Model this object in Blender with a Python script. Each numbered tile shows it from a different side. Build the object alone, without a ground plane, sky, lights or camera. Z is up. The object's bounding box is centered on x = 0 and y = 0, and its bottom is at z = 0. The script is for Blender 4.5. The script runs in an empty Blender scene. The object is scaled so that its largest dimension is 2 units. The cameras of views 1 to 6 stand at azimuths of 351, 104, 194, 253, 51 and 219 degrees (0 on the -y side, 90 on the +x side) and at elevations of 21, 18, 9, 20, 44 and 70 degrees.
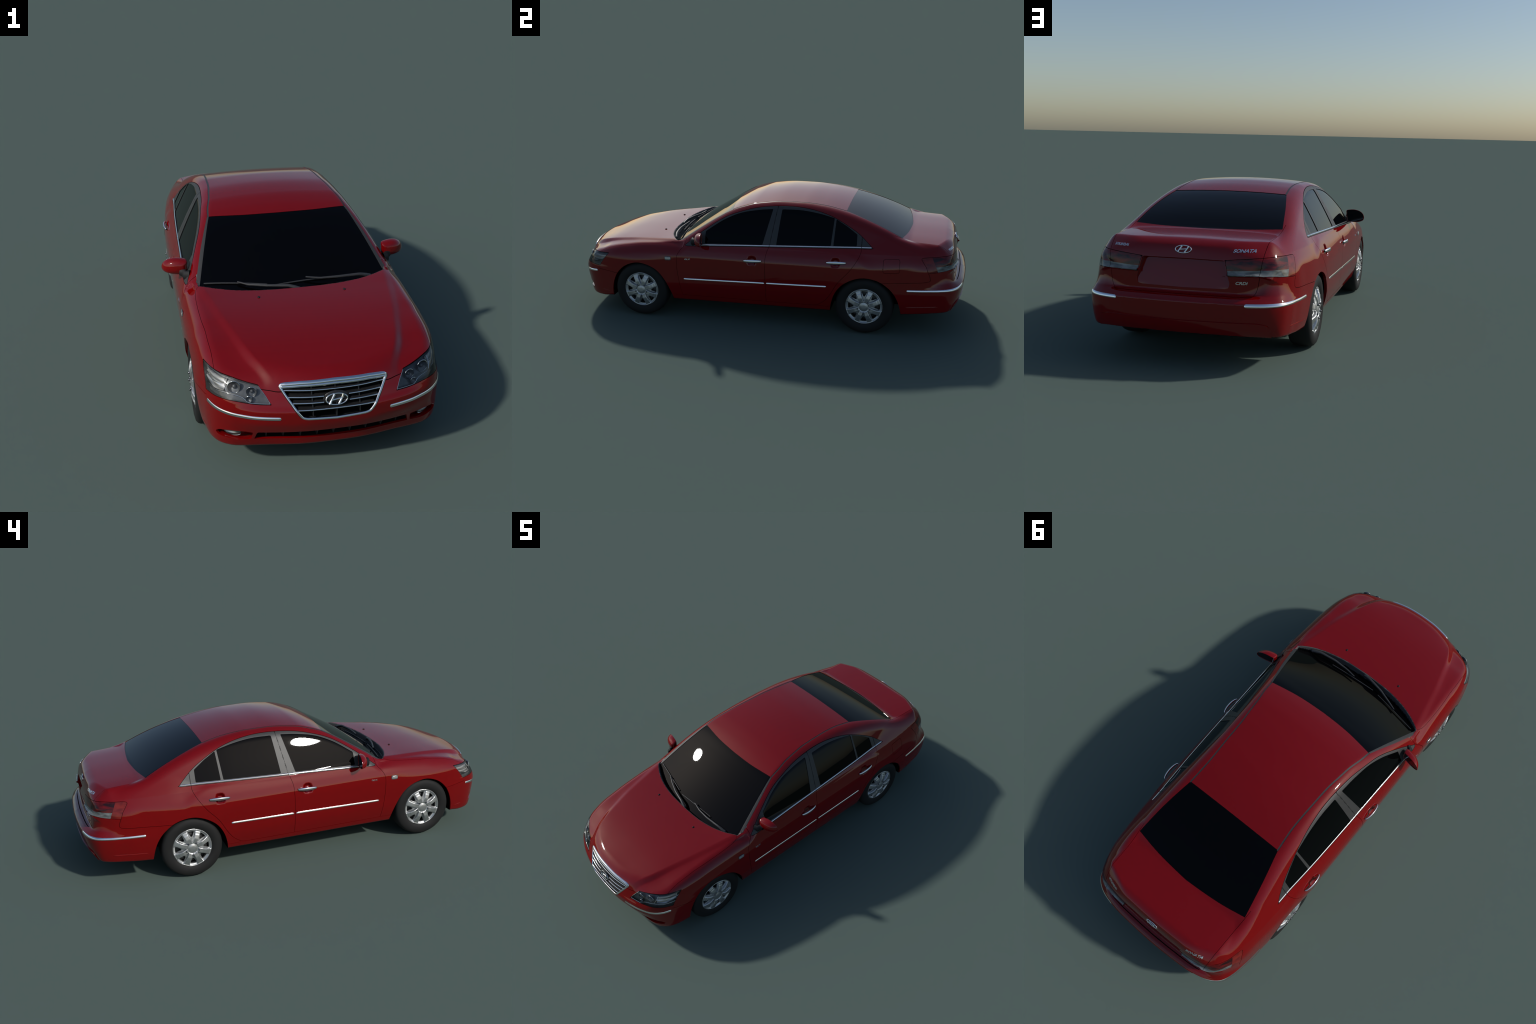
import bpy, bmesh, math, random
import numpy as np
from mathutils import Vector, Matrix

random.seed(7)
np.random.seed(7)
CELL = 0.005            # sampling step of the body skin, metres

# ------------------------------------------------------------------ curves --
def pchip(xk, yk):
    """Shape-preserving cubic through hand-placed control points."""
    xk = np.asarray(xk, float); yk = np.asarray(yk, float)
    h = np.diff(xk); d = np.diff(yk) / h
    m = np.zeros_like(yk)
    w1 = 2 * h[1:] + h[:-1]; w2 = h[1:] + 2 * h[:-1]
    same = d[1:] * d[:-1] > 0
    with np.errstate(divide='ignore', invalid='ignore'):
        hm = (w1 + w2) / (w1 / d[:-1] + w2 / d[1:])
    m[1:-1] = np.where(same, hm, 0.0)
    m[0], m[-1] = d[0], d[-1]

    def f(x):
        x = np.asarray(x, float)
        xc = np.clip(x, xk[0], xk[-1])
        i = np.clip(np.searchsorted(xk, xc, side='right') - 1, 0, len(xk) - 2)
        hh = h[i]; t = (xc - xk[i]) / hh
        t2 = t * t; t3 = t2 * t
        y = ((2 * t3 - 3 * t2 + 1) * yk[i] + (t3 - 2 * t2 + t) * hh * m[i]
             + (-2 * t3 + 3 * t2) * yk[i + 1] + (t3 - t2) * hh * m[i + 1])
        return y + np.where(x < xk[0], (x - xk[0]) * m[0], 0) + np.where(x > xk[-1], (x - xk[-1]) * m[-1], 0)
    return f

def smoothstep(a, b, x):
    t = np.clip((x - a) / (b - a), 0, 1)
    return t * t * (3 - 2 * t)

def smax(a, b, k):
    h = np.maximum(k - np.abs(a - b), 0) / k
    return np.maximum(a, b) + h * h * k * 0.25

def smin(a, b, k):
    return -smax(-a, -b, k)

def spline(points, per=12, closed=False):
    """Centripetal Catmull-Rom through control points (2D or 3D)."""
    P = np.asarray(points, float)
    n = len(P)
    if closed:
        Q = np.vstack([P[-1], P, P[0], P[1]]); segs = n
    else:
        Q = np.vstack([2 * P[0] - P[1], P, 2 * P[-1] - P[-2]]); segs = n - 1
    out = []
    for i in range(segs):
        p0, p1, p2, p3 = Q[i:i + 4]
        t0 = 0.0
        t1 = t0 + max(np.linalg.norm(p1 - p0), 1e-6) ** 0.5
        t2 = t1 + max(np.linalg.norm(p2 - p1), 1e-6) ** 0.5
        t3 = t2 + max(np.linalg.norm(p3 - p2), 1e-6) ** 0.5
        t = np.linspace(t1, t2, per, endpoint=False)[:, None]
        a1 = (t1 - t) / (t1 - t0) * p0 + (t - t0) / (t1 - t0) * p1
        a2 = (t2 - t) / (t2 - t1) * p1 + (t - t1) / (t2 - t1) * p2
        a3 = (t3 - t) / (t3 - t2) * p2 + (t - t2) / (t3 - t2) * p3
        b1 = (t2 - t) / (t2 - t0) * a1 + (t - t0) / (t2 - t0) * a2
        b2 = (t3 - t) / (t3 - t1) * a2 + (t - t1) / (t3 - t1) * a3
        out.append((t2 - t) / (t2 - t1) * b1 + (t - t1) / (t2 - t1) * b2)
    out = np.vstack(out)
    if not closed:
        out = np.vstack([out, P[-1]])
    return out

# --------------------------------------------------------- body description --
# Half outline of the car seen from above at bumper / moulding height.
PLAN = spline([(0, -1.0), (.09, -.9975), (.162, -.986), (.225, -.970), (.275, -.949), (.312, -.927), (.343, -.893),
               (.362, -.852), (.373, -.81), (.383, -.76), (.390, -.68), (.3925, -.6), (.392, -.45), (.393, -.2),
               (.3935, 0), (.394, .2), (.394, .4), (.3945, .53), (.392, .63), (.386, .72), (.380, .79), (.374, .83),
               (.365, .88), (.345, .932), (.303, .965), (.222, .987), (.1, .997), (0, 1.0)], per=110)
PLAN_MIRROR = np.vstack([(PLAN[80:0:-1]) * (-1, 1), PLAN, PLAN[-2:-80:-1] * (-1, 1)])
SEG = np.linalg.norm(np.diff(PLAN_MIRROR, axis=0), axis=1)
ARC = np.concatenate([[0], np.cumsum(SEG)])
ARC0 = ARC[80]; ARCL = ARC[80 + len(PLAN) - 1] - ARC0
PA = PLAN_MIRROR[:-1]; PD = np.diff(PLAN_MIRROR, axis=0)

def plan_station(pt):
    """Arc position (0 nose .. 1 tail) of the outline point nearest to pt."""
    i = np.argmin(((PLAN - pt) ** 2).sum(1))
    return (ARC[80 + i] - ARC0) / ARCL

LUT_H = 0.006
LX0, LY0 = -0.04, -1.06
_lx = np.arange(LX0, 0.46, LUT_H); _ly = np.arange(LY0, 1.06, LUT_H)
_gx, _gy = np.meshgrid(_lx, _ly, indexing='ij')
_pts = np.stack([_gx.ravel(), _gy.ravel()], 1).astype(np.float32)
_near = np.empty(len(_pts), int)
_mid = (PLAN_MIRROR[:-1] + PLAN_MIRROR[1:]).astype(np.float32) / 2
for _k in range(0, len(_pts), 4000):
    q = _pts[_k:_k + 4000]
    _near[_k:_k + 4000] = np.argmin((q[:, 0:1] - _mid[:, 0]) ** 2 + (q[:, 1:2] - _mid[:, 1]) ** 2, axis=1)
_near = _near.reshape(_gx.shape)

def plan_distance(x, y):
    """Signed distance to the plan outline (negative inside) and arc station."""
    x = np.asarray(x, float); y = np.asarray(y, float)
    ix = np.clip(np.rint((x - LX0) / LUT_H).astype(int), 0, _near.shape[0] - 1)
    iy = np.clip(np.rint((y - LY0) / LUT_H).astype(int), 0, _near.shape[1] - 1)
    base = _near[ix, iy]
    best = np.full(x.shape, 1e9); sgn = np.zeros(x.shape); st = np.zeros(x.shape)
    L2 = (PD ** 2).sum(1)
    for o in range(-12, 13):
        j = np.clip(base + o, 0, len(PA) - 1)
        dx = x - PA[j, 0]; dy = y - PA[j, 1]
        t = np.clip((dx * PD[j, 0] + dy * PD[j, 1]) / L2[j], 0, 1)
        ex = dx - t * PD[j, 0]; ey = dy - t * PD[j, 1]
        d2 = ex * ex + ey * ey
        m = d2 < best
        best = np.where(m, d2, best)
        cr = PD[j, 0] * dy - PD[j, 1] * dx
        sgn = np.where(m, cr, sgn)
        st = np.where(m, ARC[j] + t * SEG[j], st)
    d = np.sqrt(best) * np.where(sgn > 0, -1, 1)
    return d, np.clip((st - ARC0) / ARCL, 0, 1)

# How far the wall stands inside that outline, by height, at stations round the car.
WALL_Z = [.06, .09, .12, .155, .19, .22, .24, .255, .27, .30, .33, .36, .39, .42, .45]
WALL = [  # outline point            inset at each height
    ((0, -1.0),      [.066, .042, .034, .013, .002, .000, .007, .012, .019, .033, .052, .080, .12, .17, .23]),
    ((.162, -.986),  [.066, .043, .035, .015, .003, .002, .012, .019, .027, .042, .060, .085, .12, .17, .23]),
    ((.225, -.970),  [.064, .040, .031, .015, .003, .003, .013, .021, .030, .047, .066, .090, .12, .17, .23]),
    ((.312, -.927),  [.045, .020, .013, .008, .003, .001, .004, .009, .016, .032, .050, .075, .11, .15, .20]),
    ((.362, -.852),  [.040, .008, .003, .001, .000, .000, .003, .007, .010, .017, .030, .055, .09, .13, .18]),
    ((.3925, -.6),   [.045, .020, .010, .001, -.003, -.004, -.004, -.004, -.003, .001, .010, .026, .05, .09, .14]),
    ((.392, -.40),   [.050, .026, .014, .004, -.002, -.0035, -.005, -.006, -.0065, -.0065, -.003, .0065, .021, .037, .06]),
    ((.3935, 0),     [.050, .026, .014, .004, -.002, -.0035, -.005, -.006, -.0065, -.0065, -.003, .006, .020, .0365, .06]),
    ((.394, .4),     [.050, .026, .014, .004, -.002, -.0035, -.004, -.005, -.0055, -.0055, -.002, .007, .021, .037, .06]),
    ((.3945, .53),   [.045, .020, .008, .001, -.002, -.002, -.002, -.002, -.001, .001, .005, .012, .024, .040, .065]),
    ((.386, .72),    [.055, .024, .012, .004, .001, .000, .001, .002, .003, .006, .010, .016, .027, .045, .07]),
    ((.374, .83),    [.060, .026, .013, .006, .002, .000, .001, .004, .006, .009, .013, .022, .036, .056, .08]),
    ((.345, .932),   [.062, .037, .018, .007, .002, .000, .001, .010, .020, .029, .033, .036, .043, .051, .056]),
    ((.303, .965),   [.076, .051, .033, .013, .003, .000, .001, .013, .026, .034, .037, .039, .045, .053, .060]),
    ((.222, .987),   [.082, .061, .039, .016, .005, .001, .000, .014, .039, .041, .038, .041, .048, .061, .09]),
    ((0, 1.0),       [.082, .061, .040, .017, .005, .001, .000, .014, .045, .046, .043, .046, .053, .064, .10]),
]
WALL_S = np.array([plan_station(p) for p, _ in WALL])
WALL_F = [pchip(WALL_Z, v) for _, v in WALL]

def station_weights(s):
    """Catmull-Rom blending weights over the wall stations."""
    S = WALL_S; n = len(S)
    i = np.clip(np.searchsorted(S, s, side='right') - 1, 0, n - 2)
    h = S[i + 1] - S[i]; t = (s - S[i]) / h
    t2 = t * t; t3 = t2 * t
    W = np.zeros(s.shape + (n,))
    flat = W.reshape(-1, n); I = i.ravel(); r = np.arange(len(I))
    h00 = (2 * t3 - 3 * t2 + 1).ravel(); h10 = ((t3 - 2 * t2 + t) * h).ravel()
    h01 = (-2 * t3 + 3 * t2).ravel(); h11 = ((t3 - t2) * h).ravel()
    def add(idx, w):
        np.add.at(flat, (r, idx), w)
    add(I, h00); add(I + 1, h01)
    a = np.where(I > 0, I - 1, I); b = I + 1            # tangent at left knot
    g = np.where(I > 0, 1, 0) / (S[b] - S[a]); add(b, h10 * g); add(a, -h10 * g)
    a = I; b = np.where(I + 2 < n, I + 2, I + 1)
    g = np.where(I + 2 < n, 1, 0) / (S[b] - S[a]); add(b, h11 * g); add(a, -h11 * g)
    return W

# Bonnet: centre line, crest line and wing seam, each as curves along y.
bonnet_mid = pchip([-1.0, -.95, -.90, -.853, -.798, -.734, -.662, -.595, -.526, -.435, -.3],
                   [.307, .325, .339, .3515, .3645, .376, .385, .3915, .3965, .402, .406])
crest_x = pchip([-1.0, -.93, -.906, -.853, -.798, -.734, -.662, -.595, -.526, -.435, -.35],
                [.175, .188, .199, .226, .245, .262, .281, .295, .308, .325, .335])
crest_z = pchip([-1.0, -.93, -.906, -.853, -.798, -.734, -.662, -.595, -.526, -.435, -.35],
                [.297, .319, .328, .3455, .359, .370, .3805, .3875, .3935, .4015, .405])
seam_x = pchip([-1.0, -.84, -.79, -.736, -.682, -.626, -.522, -.454, -.40], [.325, .333, .337, .340, .342, .347, .350, .350, .350])
seam_z = pchip([-1.0, -.90, -.84, -.79, -.736, -.682, -.626, -.522, -.454, -.40], [.270, .300, .321, .341, .355, .3645, .374, .383, .388, .39])
deck_mid = pchip([.4, .6, .7, .8, .87, .91, .96, 1.05], [.468, .4615, .4565, .450, .4455, .4425, .438, .430])
bonnet_edge = pchip([0, .1, .2, .27, .31, .328, .36], [-.504, -.500, -.483, -.458, -.436, -.424, -.40])   # rear edge of bonnet, y of x

def multi_hermite(x, knots):
    """Shape-preserving cubic across x whose knots themselves vary along y."""
    X = np.stack(np.broadcast_arrays(*[k[0] for k in knots])); Z = np.stack(np.broadcast_arrays(*[k[1] for k in knots]))
    n = len(knots)
    h = np.diff(X, axis=0); d = np.diff(Z, axis=0) / h
    m = np.zeros_like(Z)
    for i in range(1, n - 1):
        a, b = d[i - 1], d[i]
        m[i] = np.where(a * b > 0, 2 * a * b / np.where(np.abs(a + b) < 1e-12, 1e-12, a + b), 0)
    m[-1] = d[-1]
    out = Z[0].copy() * np.ones_like(x)
    for i in range(n - 1):
        t = (x - X[i]) / h[i]
        inside = (t >= 0) if i == n - 2 else ((t >= 0) & (t < 1))
        t2 = t * t; t3 = t2 * t
        v = ((2 * t3 - 3 * t2 + 1) * Z[i] + (t3 - 2 * t2 + t) * h[i] * m[i]
             + (-2 * t3 + 3 * t2) * Z[i + 1] + (t3 - t2) * h[i] * m[i + 1])
        if i == n - 2:
            v = np.where(t > 1, Z[-1] + (x - X[-1]) * m[-1], v)
        out = np.where(inside, v, out)
    return out

def top_height(x, y):
    """Height of the lower body's upper face: bonnet, waist and boot deck."""
    zm, xc, zc, xs, zs = bonnet_mid(y), crest_x(y), crest_z(y), seam_x(y), seam_z(y)
    hood = multi_hermite(x, [(0 * y, zm), (.5 * xc, zm - .22 * (zm - zc)), (xc - .012, zc + .0008), (xc + .018, zc - .55 * (zc - zs)),
                             (xs, zs), (xs + .03, zs - .016), (xs + .09, zs - .09)])
    hood = hood - .036 * smoothstep(.001, .014, y - bonnet_edge(x)) * smoothstep(.335, .322, x)
    zd = deck_mid(y)
    deck = multi_hermite(x, [(0 * y, zd), (.15 + 0 * y, zd - .002), (.28 + 0 * y, zd - .008), (.31 + 0 * y, zd - .016), (.35 + 0 * y, zd - .05), (.42 + 0 * y, zd - .15)])
    t = np.maximum((x - .16) / .12 + (y - .86) / .05 - 1, 0) ** 2 * smoothstep(.10, .2, x)
    deck = deck - .055 * t / (1 + t)                                 # rounded rear corners
    waist = .42 + 0 * y
    w1 = smoothstep(-.40, -.30, y); w2 = smoothstep(.42, .56, y)
    return hood * (1 - w1) + waist * w1 * (1 - w2) + deck * w2

roof_mid = pchip([-.62, -.5, -.4, -.3, -.22, -.16, -.1, -.03, .1, .2, .3, .42, .52, .62, .73, .85],
                 [.288, .364, .427, .487, .531, .561, .5835, .600, .6105, .6085, .598, .5735, .543, .5045, .4525, .392])
roof_crown = pchip([-.6, -.4, -.15, .1, .42, .7, .9], [.26, .26, .20, .22, .13, .10, .08])
glass_belt = pchip([-.6, -.36, -.2, .06, .3, .5, .56, .63, .7, .85], [.335, .356, .362, .3635, .3605, .352, .3485, .3425, .334, .307])

def roof_height(x, y):
    return roof_mid(y) - roof_crown(y) * x * x

def cabin_side(y, z):
    dz = np.maximum(z - .41, -.012)
    return glass_belt(y) - .48 * dz - .35 * dz * np.maximum(dz, 0)

under_z = pchip([-1.0, -.94, -.88, -.83, -.77, -.43, 0, .37, .71, .85, 1.0], [.091, .085, .079, .079, .089, .095, .098, .100, .108, .118, .126])

def combine(x, y, z, wall, top, roof):
    low = smax(wall, z - top, np.where(y < -.3, .026, .034 - .018 * smoothstep(.72, .84, y) * smoothstep(.34, .22, x)))
    low = smax(low, under_z(y) - z, .012)
    side = (x - cabin_side(y, z)) * .89
    cab = smax((z - roof) * .9, side, .034)
    cab = np.maximum(cab, .33 - z)
    k = .006 + .026 * smoothstep(.45, .62, y) * smoothstep(.26, .31, x)
    return smin(low, cab, k)

def body_field(P):
    x, y, z = np.abs(P[:, 0]), P[:, 1], P[:, 2]
    d, s = plan_distance(x, y)
    W = station_weights(s)
    ins = np.zeros_like(x)
    for i, f in enumerate(WALL_F):
        m = np.abs(W[:, i]) > 1e-9
        ins[m] += W[m, i] * f(z[m])
    return combine(x, y, z, d + ins, top_height(x, y), roof_height(x, y))

def body_gradient(P, e=7e-4):
    g = np.empty_like(P)
    for a in range(3):
        o = np.zeros(3); o[a] = e
        g[:, a] = (body_field(P + o) - body_field(P - o)) / (2 * e)
    return g

# -------------------------------------------------------------- skin mesher --
def build_skin():
    h = CELL
    xs = np.arange(-1.5 * h, .425, h); ys = np.arange(-1.03, 1.03, h); zs = np.arange(.055, .65, h)
    gx, gy = np.meshgrid(xs, ys, indexing='ij')
    ax = np.abs(gx)
    d, s = plan_distance(ax, gy)
    W = station_weights(s)
    PZ = np.stack([f(zs) for f in WALL_F])
    wall = d[..., None] + (W @ PZ)
    T = top_height(ax, gy)[..., None]; R = roof_height(ax, gy)[..., None]
    F = combine(ax[..., None], gy[..., None], zs[None, None, :], wall, T, R)
    inside = F < 0
    nx, ny, nz = F.shape
    # active cells
    c = np.zeros((nx - 1, ny - 1, nz - 1), np.int8)
    for i in (0, 1):
        for j in (0, 1):
            for k in (0, 1):
                c += inside[i:nx - 1 + i, j:ny - 1 + j, k:nz - 1 + k]
    act = (c > 0) & (c < 8)
    idx = -np.ones(act.shape, int); ci = np.argwhere(act); idx[act] = np.arange(len(ci))
    acc = np.zeros((len(ci), 3)); cnt = np.zeros(len(ci))
    corners = [(i, j, k) for i in (0, 1) for j in (0, 1) for k in (0, 1)]
    for a in range(8):
        for b in range(a + 1, 8):
            ca, cb = np.array(corners[a]), np.array(corners[b])
            if abs(ca - cb).sum() != 1:
                continue
            fa = F[tuple((ci + ca).T)]; fb = F[tuple((ci + cb).T)]
            m = (fa < 0) != (fb < 0)
            t = fa[m] / (fa[m] - fb[m])
            acc[m] += ca + t[:, None] * (cb - ca); cnt[m] += 1
    V = (ci + acc / cnt[:, None]) * h + np.array([xs[0], ys[0], zs[0]])
    quads = []
    for ax_ in range(3):
        sl0 = [slice(1, -1)] * 3; sl1 = [slice(1, -1)] * 3
        sl0[ax_] = slice(0, -1); sl1[ax_] = slice(1, None)
        A = inside[tuple(sl0)]; B = inside[tuple(sl1)]
        e = np.argwhere(A != B); flip = A[tuple(e.T)]
        off = np.ones(3, int); off[ax_] = 0
        e = e + off
        u, v = [(1, 2), (2, 0), (0, 1)][ax_]
        du = np.zeros(3, int); du[u] = 1
        dv = np.zeros(3, int); dv[v] = 1
        q = np.stack([idx[tuple((e - du - dv).T)], idx[tuple((e - dv).T)], idx[tuple(e.T)], idx[tuple((e - du).T)]], 1)
        q[~flip] = q[~flip][:, ::-1]
        quads.append(q)
    Q = np.vstack(quads)
    Q = Q[(Q >= 0).all(1)]
    A = np.concatenate([Q[:, 0], Q[:, 1], Q[:, 2], Q[:, 3]]); B = np.concatenate([Q[:, 1], Q[:, 2], Q[:, 3], Q[:, 0]])
    deg = np.bincount(A, minlength=len(V)) + np.bincount(B, minlength=len(V))
    for it in range(5):
        f = body_field(V); e = 5e-4
        g = np.stack([(body_field(V + e * np.eye(3)[a]) - f) / e for a in range(3)], 1)
        g2 = np.maximum((g ** 2).sum(1), .05)
        st = -(f / g2)[:, None] * g
        ln = np.linalg.norm(st, axis=1)
        st *= np.minimum(1, .004 / np.maximum(ln, 1e-9))[:, None]
        V = V + st
        if it < 3:      # even out the spacing along the surface
            acc = np.stack([np.bincount(A, V[B, a], len(V)) + np.bincount(B, V[A, a], len(V)) for a in range(3)], 1)
            d = acc / np.maximum(deg, 1)[:, None] - V
            n = g / np.sqrt(g2)[:, None]
            d -= (d * n).sum(1)[:, None] * n
            V = V + .6 * d * (deg >= 8)[:, None]
    g = body_gradient(V)
    N = g / np.maximum(np.linalg.norm(g, axis=1), 1e-9)[:, None]
    d1 = np.linalg.norm(V[Q[:, 0]] - V[Q[:, 2]], axis=1); d2 = np.linalg.norm(V[Q[:, 1]] - V[Q[:, 3]], axis=1)
    m = d1 < d2
    T = np.vstack([Q[m][:, [0, 1, 2]], Q[m][:, [0, 2, 3]], Q[~m][:, [0, 1, 3]], Q[~m][:, [1, 2, 3]]])
    return V, N, T

# ------------------------------------------------------------ skin trimming --
class Skin:
    """Triangles with exact normals that can be cut along curves into panels."""
    def __init__(self, V, N, T):
        self.V, self.N, self.T = V, N, T
        self.L = np.zeros(len(T), int)

    def split(self, f, faces=None):
        """Cut every triangle that the zero line of f (a value per vertex) crosses."""
        f = np.where(np.abs(f) < 1e-7, 1e-7, f)
        T = self.T
        sg = f[T] > 0
        n = sg.sum(1)
        cross = (n == 1) | (n == 2)
        if faces is not None:
            cross &= faces
        if not cross.any():
            return f
        Tc = T[cross]; s = sg[cross]; one = s.sum(1) == 1
        lone = np.where(one, np.argmax(s, 1), np.argmin(s, 1))
        r = np.arange(len(Tc))
        a, b, c = Tc[r, lone], Tc[r, (lone + 1) % 3], Tc[r, (lone + 2) % 3]
        E = np.vstack([np.stack([a, b], 1), np.stack([a, c], 1)])
        E.sort(axis=1)
        U, inv = np.unique(E, axis=0, return_inverse=True)
        inv = inv.ravel()
        t = f[U[:, 0]] / (f[U[:, 0]] - f[U[:, 1]])
        nv = self.V[U[:, 0]] * (1 - t)[:, None] + self.V[U[:, 1]] * t[:, None]
        nn = self.N[U[:, 0]] * (1 - t)[:, None] + self.N[U[:, 1]] * t[:, None]
        nn /= np.maximum(np.linalg.norm(nn, axis=1), 1e-9)[:, None]
        base = len(self.V)
        self.V = np.vstack([self.V, nv]); self.N = np.vstack([self.N, nn])
        p = base + inv[:len(Tc)]; q = base + inv[len(Tc):]
        new = np.vstack([np.stack([a, p, q], 1), np.stack([p, b, c], 1), np.stack([p, c, q], 1)])
        lab = self.L[cross]
        self.T = np.vstack([T[~cross], new])
        self.L = np.concatenate([self.L[~cross], lab, lab, lab])
        return np.concatenate([f, np.zeros(len(nv))])

    def face_value(self, f):
        """Value of f per face, ignoring the zero vertices on the cut."""
        return f[self.T].sum(1)

    def keep(self, mask):
        self.T = self.T[mask]; self.L = self.L[mask]

    def compact(self):
        u, inv = np.unique(self.T, return_inverse=True)
        self.V, self.N, self.T = self.V[u], self.N[u], inv.reshape(-1, 3)

# --------------------------------------------------------------- materials --
def new_material(name, color, rough=.4, metal=0.0, coat=0.0, coat_rough=.02, spec=.5, ior=1.5):
    m = bpy.data.materials.new(name); m.use_nodes = True
    b = m.node_tree.nodes['Principled BSDF']
    b.inputs['Base Color'].default_value = (*color, 1)
    b.inputs['Roughness'].default_value = rough
    b.inputs['Metallic'].default_value = metal
    b.inputs['Coat Weight'].default_value = coat
    b.inputs['Coat Roughness'].default_value = coat_rough
    b.inputs['Specular IOR Level'].default_value = spec
    b.inputs['IOR'].default_value = ior
    return m

def grain(m, scale=400, amount=.15, bump=0.0):
    """Fine uneven tone (and relief) on object coordinates."""
    nt = m.node_tree; b = nt.nodes['Principled BSDF']
    tc = nt.nodes.new('ShaderNodeTexCoord'); nz = nt.nodes.new('ShaderNodeTexNoise')
    nz.inputs['Scale'].default_value = scale; nz.inputs['Detail'].default_value = 4
    nt.links.new(tc.outputs['Object'], nz.inputs['Vector'])
    ramp = nt.nodes.new('ShaderNodeValToRGB')
    c = b.inputs['Base Color'].default_value
    ramp.color_ramp.elements[0].position = .3; ramp.color_ramp.elements[1].position = .7
    ramp.color_ramp.elements[0].color = (*[v * (1 - amount) for v in c[:3]], 1)
    ramp.color_ramp.elements[1].color = (*[v * (1 + amount) for v in c[:3]], 1)
    nt.links.new(nz.outputs['Fac'], ramp.inputs['Fac'])
    nt.links.new(ramp.outputs['Color'], b.inputs['Base Color'])
    if bump:
        bp = nt.nodes.new('ShaderNodeBump'); bp.inputs['Strength'].default_value = bump; bp.inputs['Distance'].default_value = .001
        nt.links.new(nz.outputs['Fac'], bp.inputs['Height']); nt.links.new(bp.outputs['Normal'], b.inputs['Normal'])
    return m

def lens_material(name, tint, ior=1.45):
    """Clear moulded cover: sees through, mirrors at its surface."""
    m = bpy.data.materials.new(name); m.use_nodes = True
    nt = m.node_tree; nt.nodes.clear()
    out = nt.nodes.new('ShaderNodeOutputMaterial'); mix = nt.nodes.new('ShaderNodeMixShader')
    fr = nt.nodes.new('ShaderNodeFresnel'); fr.inputs['IOR'].default_value = ior
    tr = nt.nodes.new('ShaderNodeBsdfTransparent'); tr.inputs['Color'].default_value = (*tint, 1)
    gl = nt.nodes.new('ShaderNodeBsdfGlossy'); gl.inputs['Roughness'].default_value = .02
    nt.links.new(fr.outputs[0], mix.inputs[0]); nt.links.new(tr.outputs[0], mix.inputs[1]); nt.links.new(gl.outputs[0], mix.inputs[2])
    nt.links.new(mix.outputs[0], out.inputs['Surface'])
    return m

def striped(name, dark, light, scale, axis='Z', rough=.2, metal=.4):
    """Moulded ribs of a lamp, as a band texture with relief."""
    m = new_material(name, light, rough, metal, coat=1)
    nt = m.node_tree; b = nt.nodes['Principled BSDF']
    tc = nt.nodes.new('ShaderNodeTexCoord'); w = nt.nodes.new('ShaderNodeTexWave')
    w.bands_direction = axis; w.inputs['Scale'].default_value = scale; w.inputs['Distortion'].default_value = 1.5
    w.inputs['Detail'].default_value = 1
    nt.links.new(tc.outputs['Object'], w.inputs['Vector'])
    ramp = nt.nodes.new('ShaderNodeValToRGB')
    ramp.color_ramp.elements[0].color = (*dark, 1); ramp.color_ramp.elements[1].color = (*light, 1)
    nt.links.new(w.outputs['Fac'], ramp.inputs['Fac']); nt.links.new(ramp.outputs['Color'], b.inputs['Base Color'])
    bp = nt.nodes.new('ShaderNodeBump'); bp.inputs['Strength'].default_value = .3; bp.inputs['Distance'].default_value = .001
    nt.links.new(w.outputs['Fac'], bp.inputs['Height']); nt.links.new(bp.outputs['Normal'], b.inputs['Normal'])
    return m

def blotched(name, dark, light, scale, rough=.15, low=.4, high=.62):
    """Opaque lamp cover; inner glow painted on as lighter noise patches."""
    m = new_material(name, light, .03, 0, spec=.4)
    nt = m.node_tree; b = nt.nodes['Principled BSDF']
    tc = nt.nodes.new('ShaderNodeTexCoord'); mp = nt.nodes.new('ShaderNodeMapping')
    mp.inputs['Scale'].default_value = scale
    nz = nt.nodes.new('ShaderNodeTexNoise'); nz.inputs['Scale'].default_value = 1; nz.inputs['Detail'].default_value = 2
    nt.links.new(tc.outputs['Object'], mp.inputs['Vector']); nt.links.new(mp.outputs[0], nz.inputs['Vector'])
    ramp = nt.nodes.new('ShaderNodeValToRGB')
    ramp.color_ramp.elements[0].position = low; ramp.color_ramp.elements[1].position = high
    ramp.color_ramp.elements[0].color = (*dark, 1); ramp.color_ramp.elements[1].color = (*light, 1)
    nt.links.new(nz.outputs['Fac'], ramp.inputs['Fac']); nt.links.new(ramp.outputs['Color'], b.inputs['Base Color'])
    return m

M = {}
M['paint'] = new_material('red_car_paint', (.160, .0010, .0016), .03, 0, spec=.5, ior=1.5)
M['glass'] = new_material('dark_tinted_glass', (.0010, .0010, .0012), .012, 0, spec=.27, ior=1.36)
M['mirror'] = new_material('mirror_glass', (.005, .006, .008), .01, 0, spec=.5, ior=1.6)
M['trim'] = grain(new_material('grey_plastic_trim', (.034, .034, .034), .47), 300, .06)
M['rubber_trim'] = grain(new_material('dark_rubber_trim', (.032, .032, .033), .45), 300, .08)
M['scuttle'] = grain(new_material('grey_scuttle_plastic', (.09, .09, .088), .5), 300, .08)  # base lightened to carry the sun highlight seen on the cowl
M['black'] = grain(new_material('black_plastic', (.010, .010, .011), .65, spec=.3), 250, .2)
M['void'] = new_material('unlit_black_lining', (.004, .004, .004), .9, spec=.1)
M['gap'] = new_material('panel_gap_black', (.012, .002, .002), .8, spec=.1)
M['chrome'] = new_material('bright_chrome', (.88, .89, .90), .07, 1)
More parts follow.
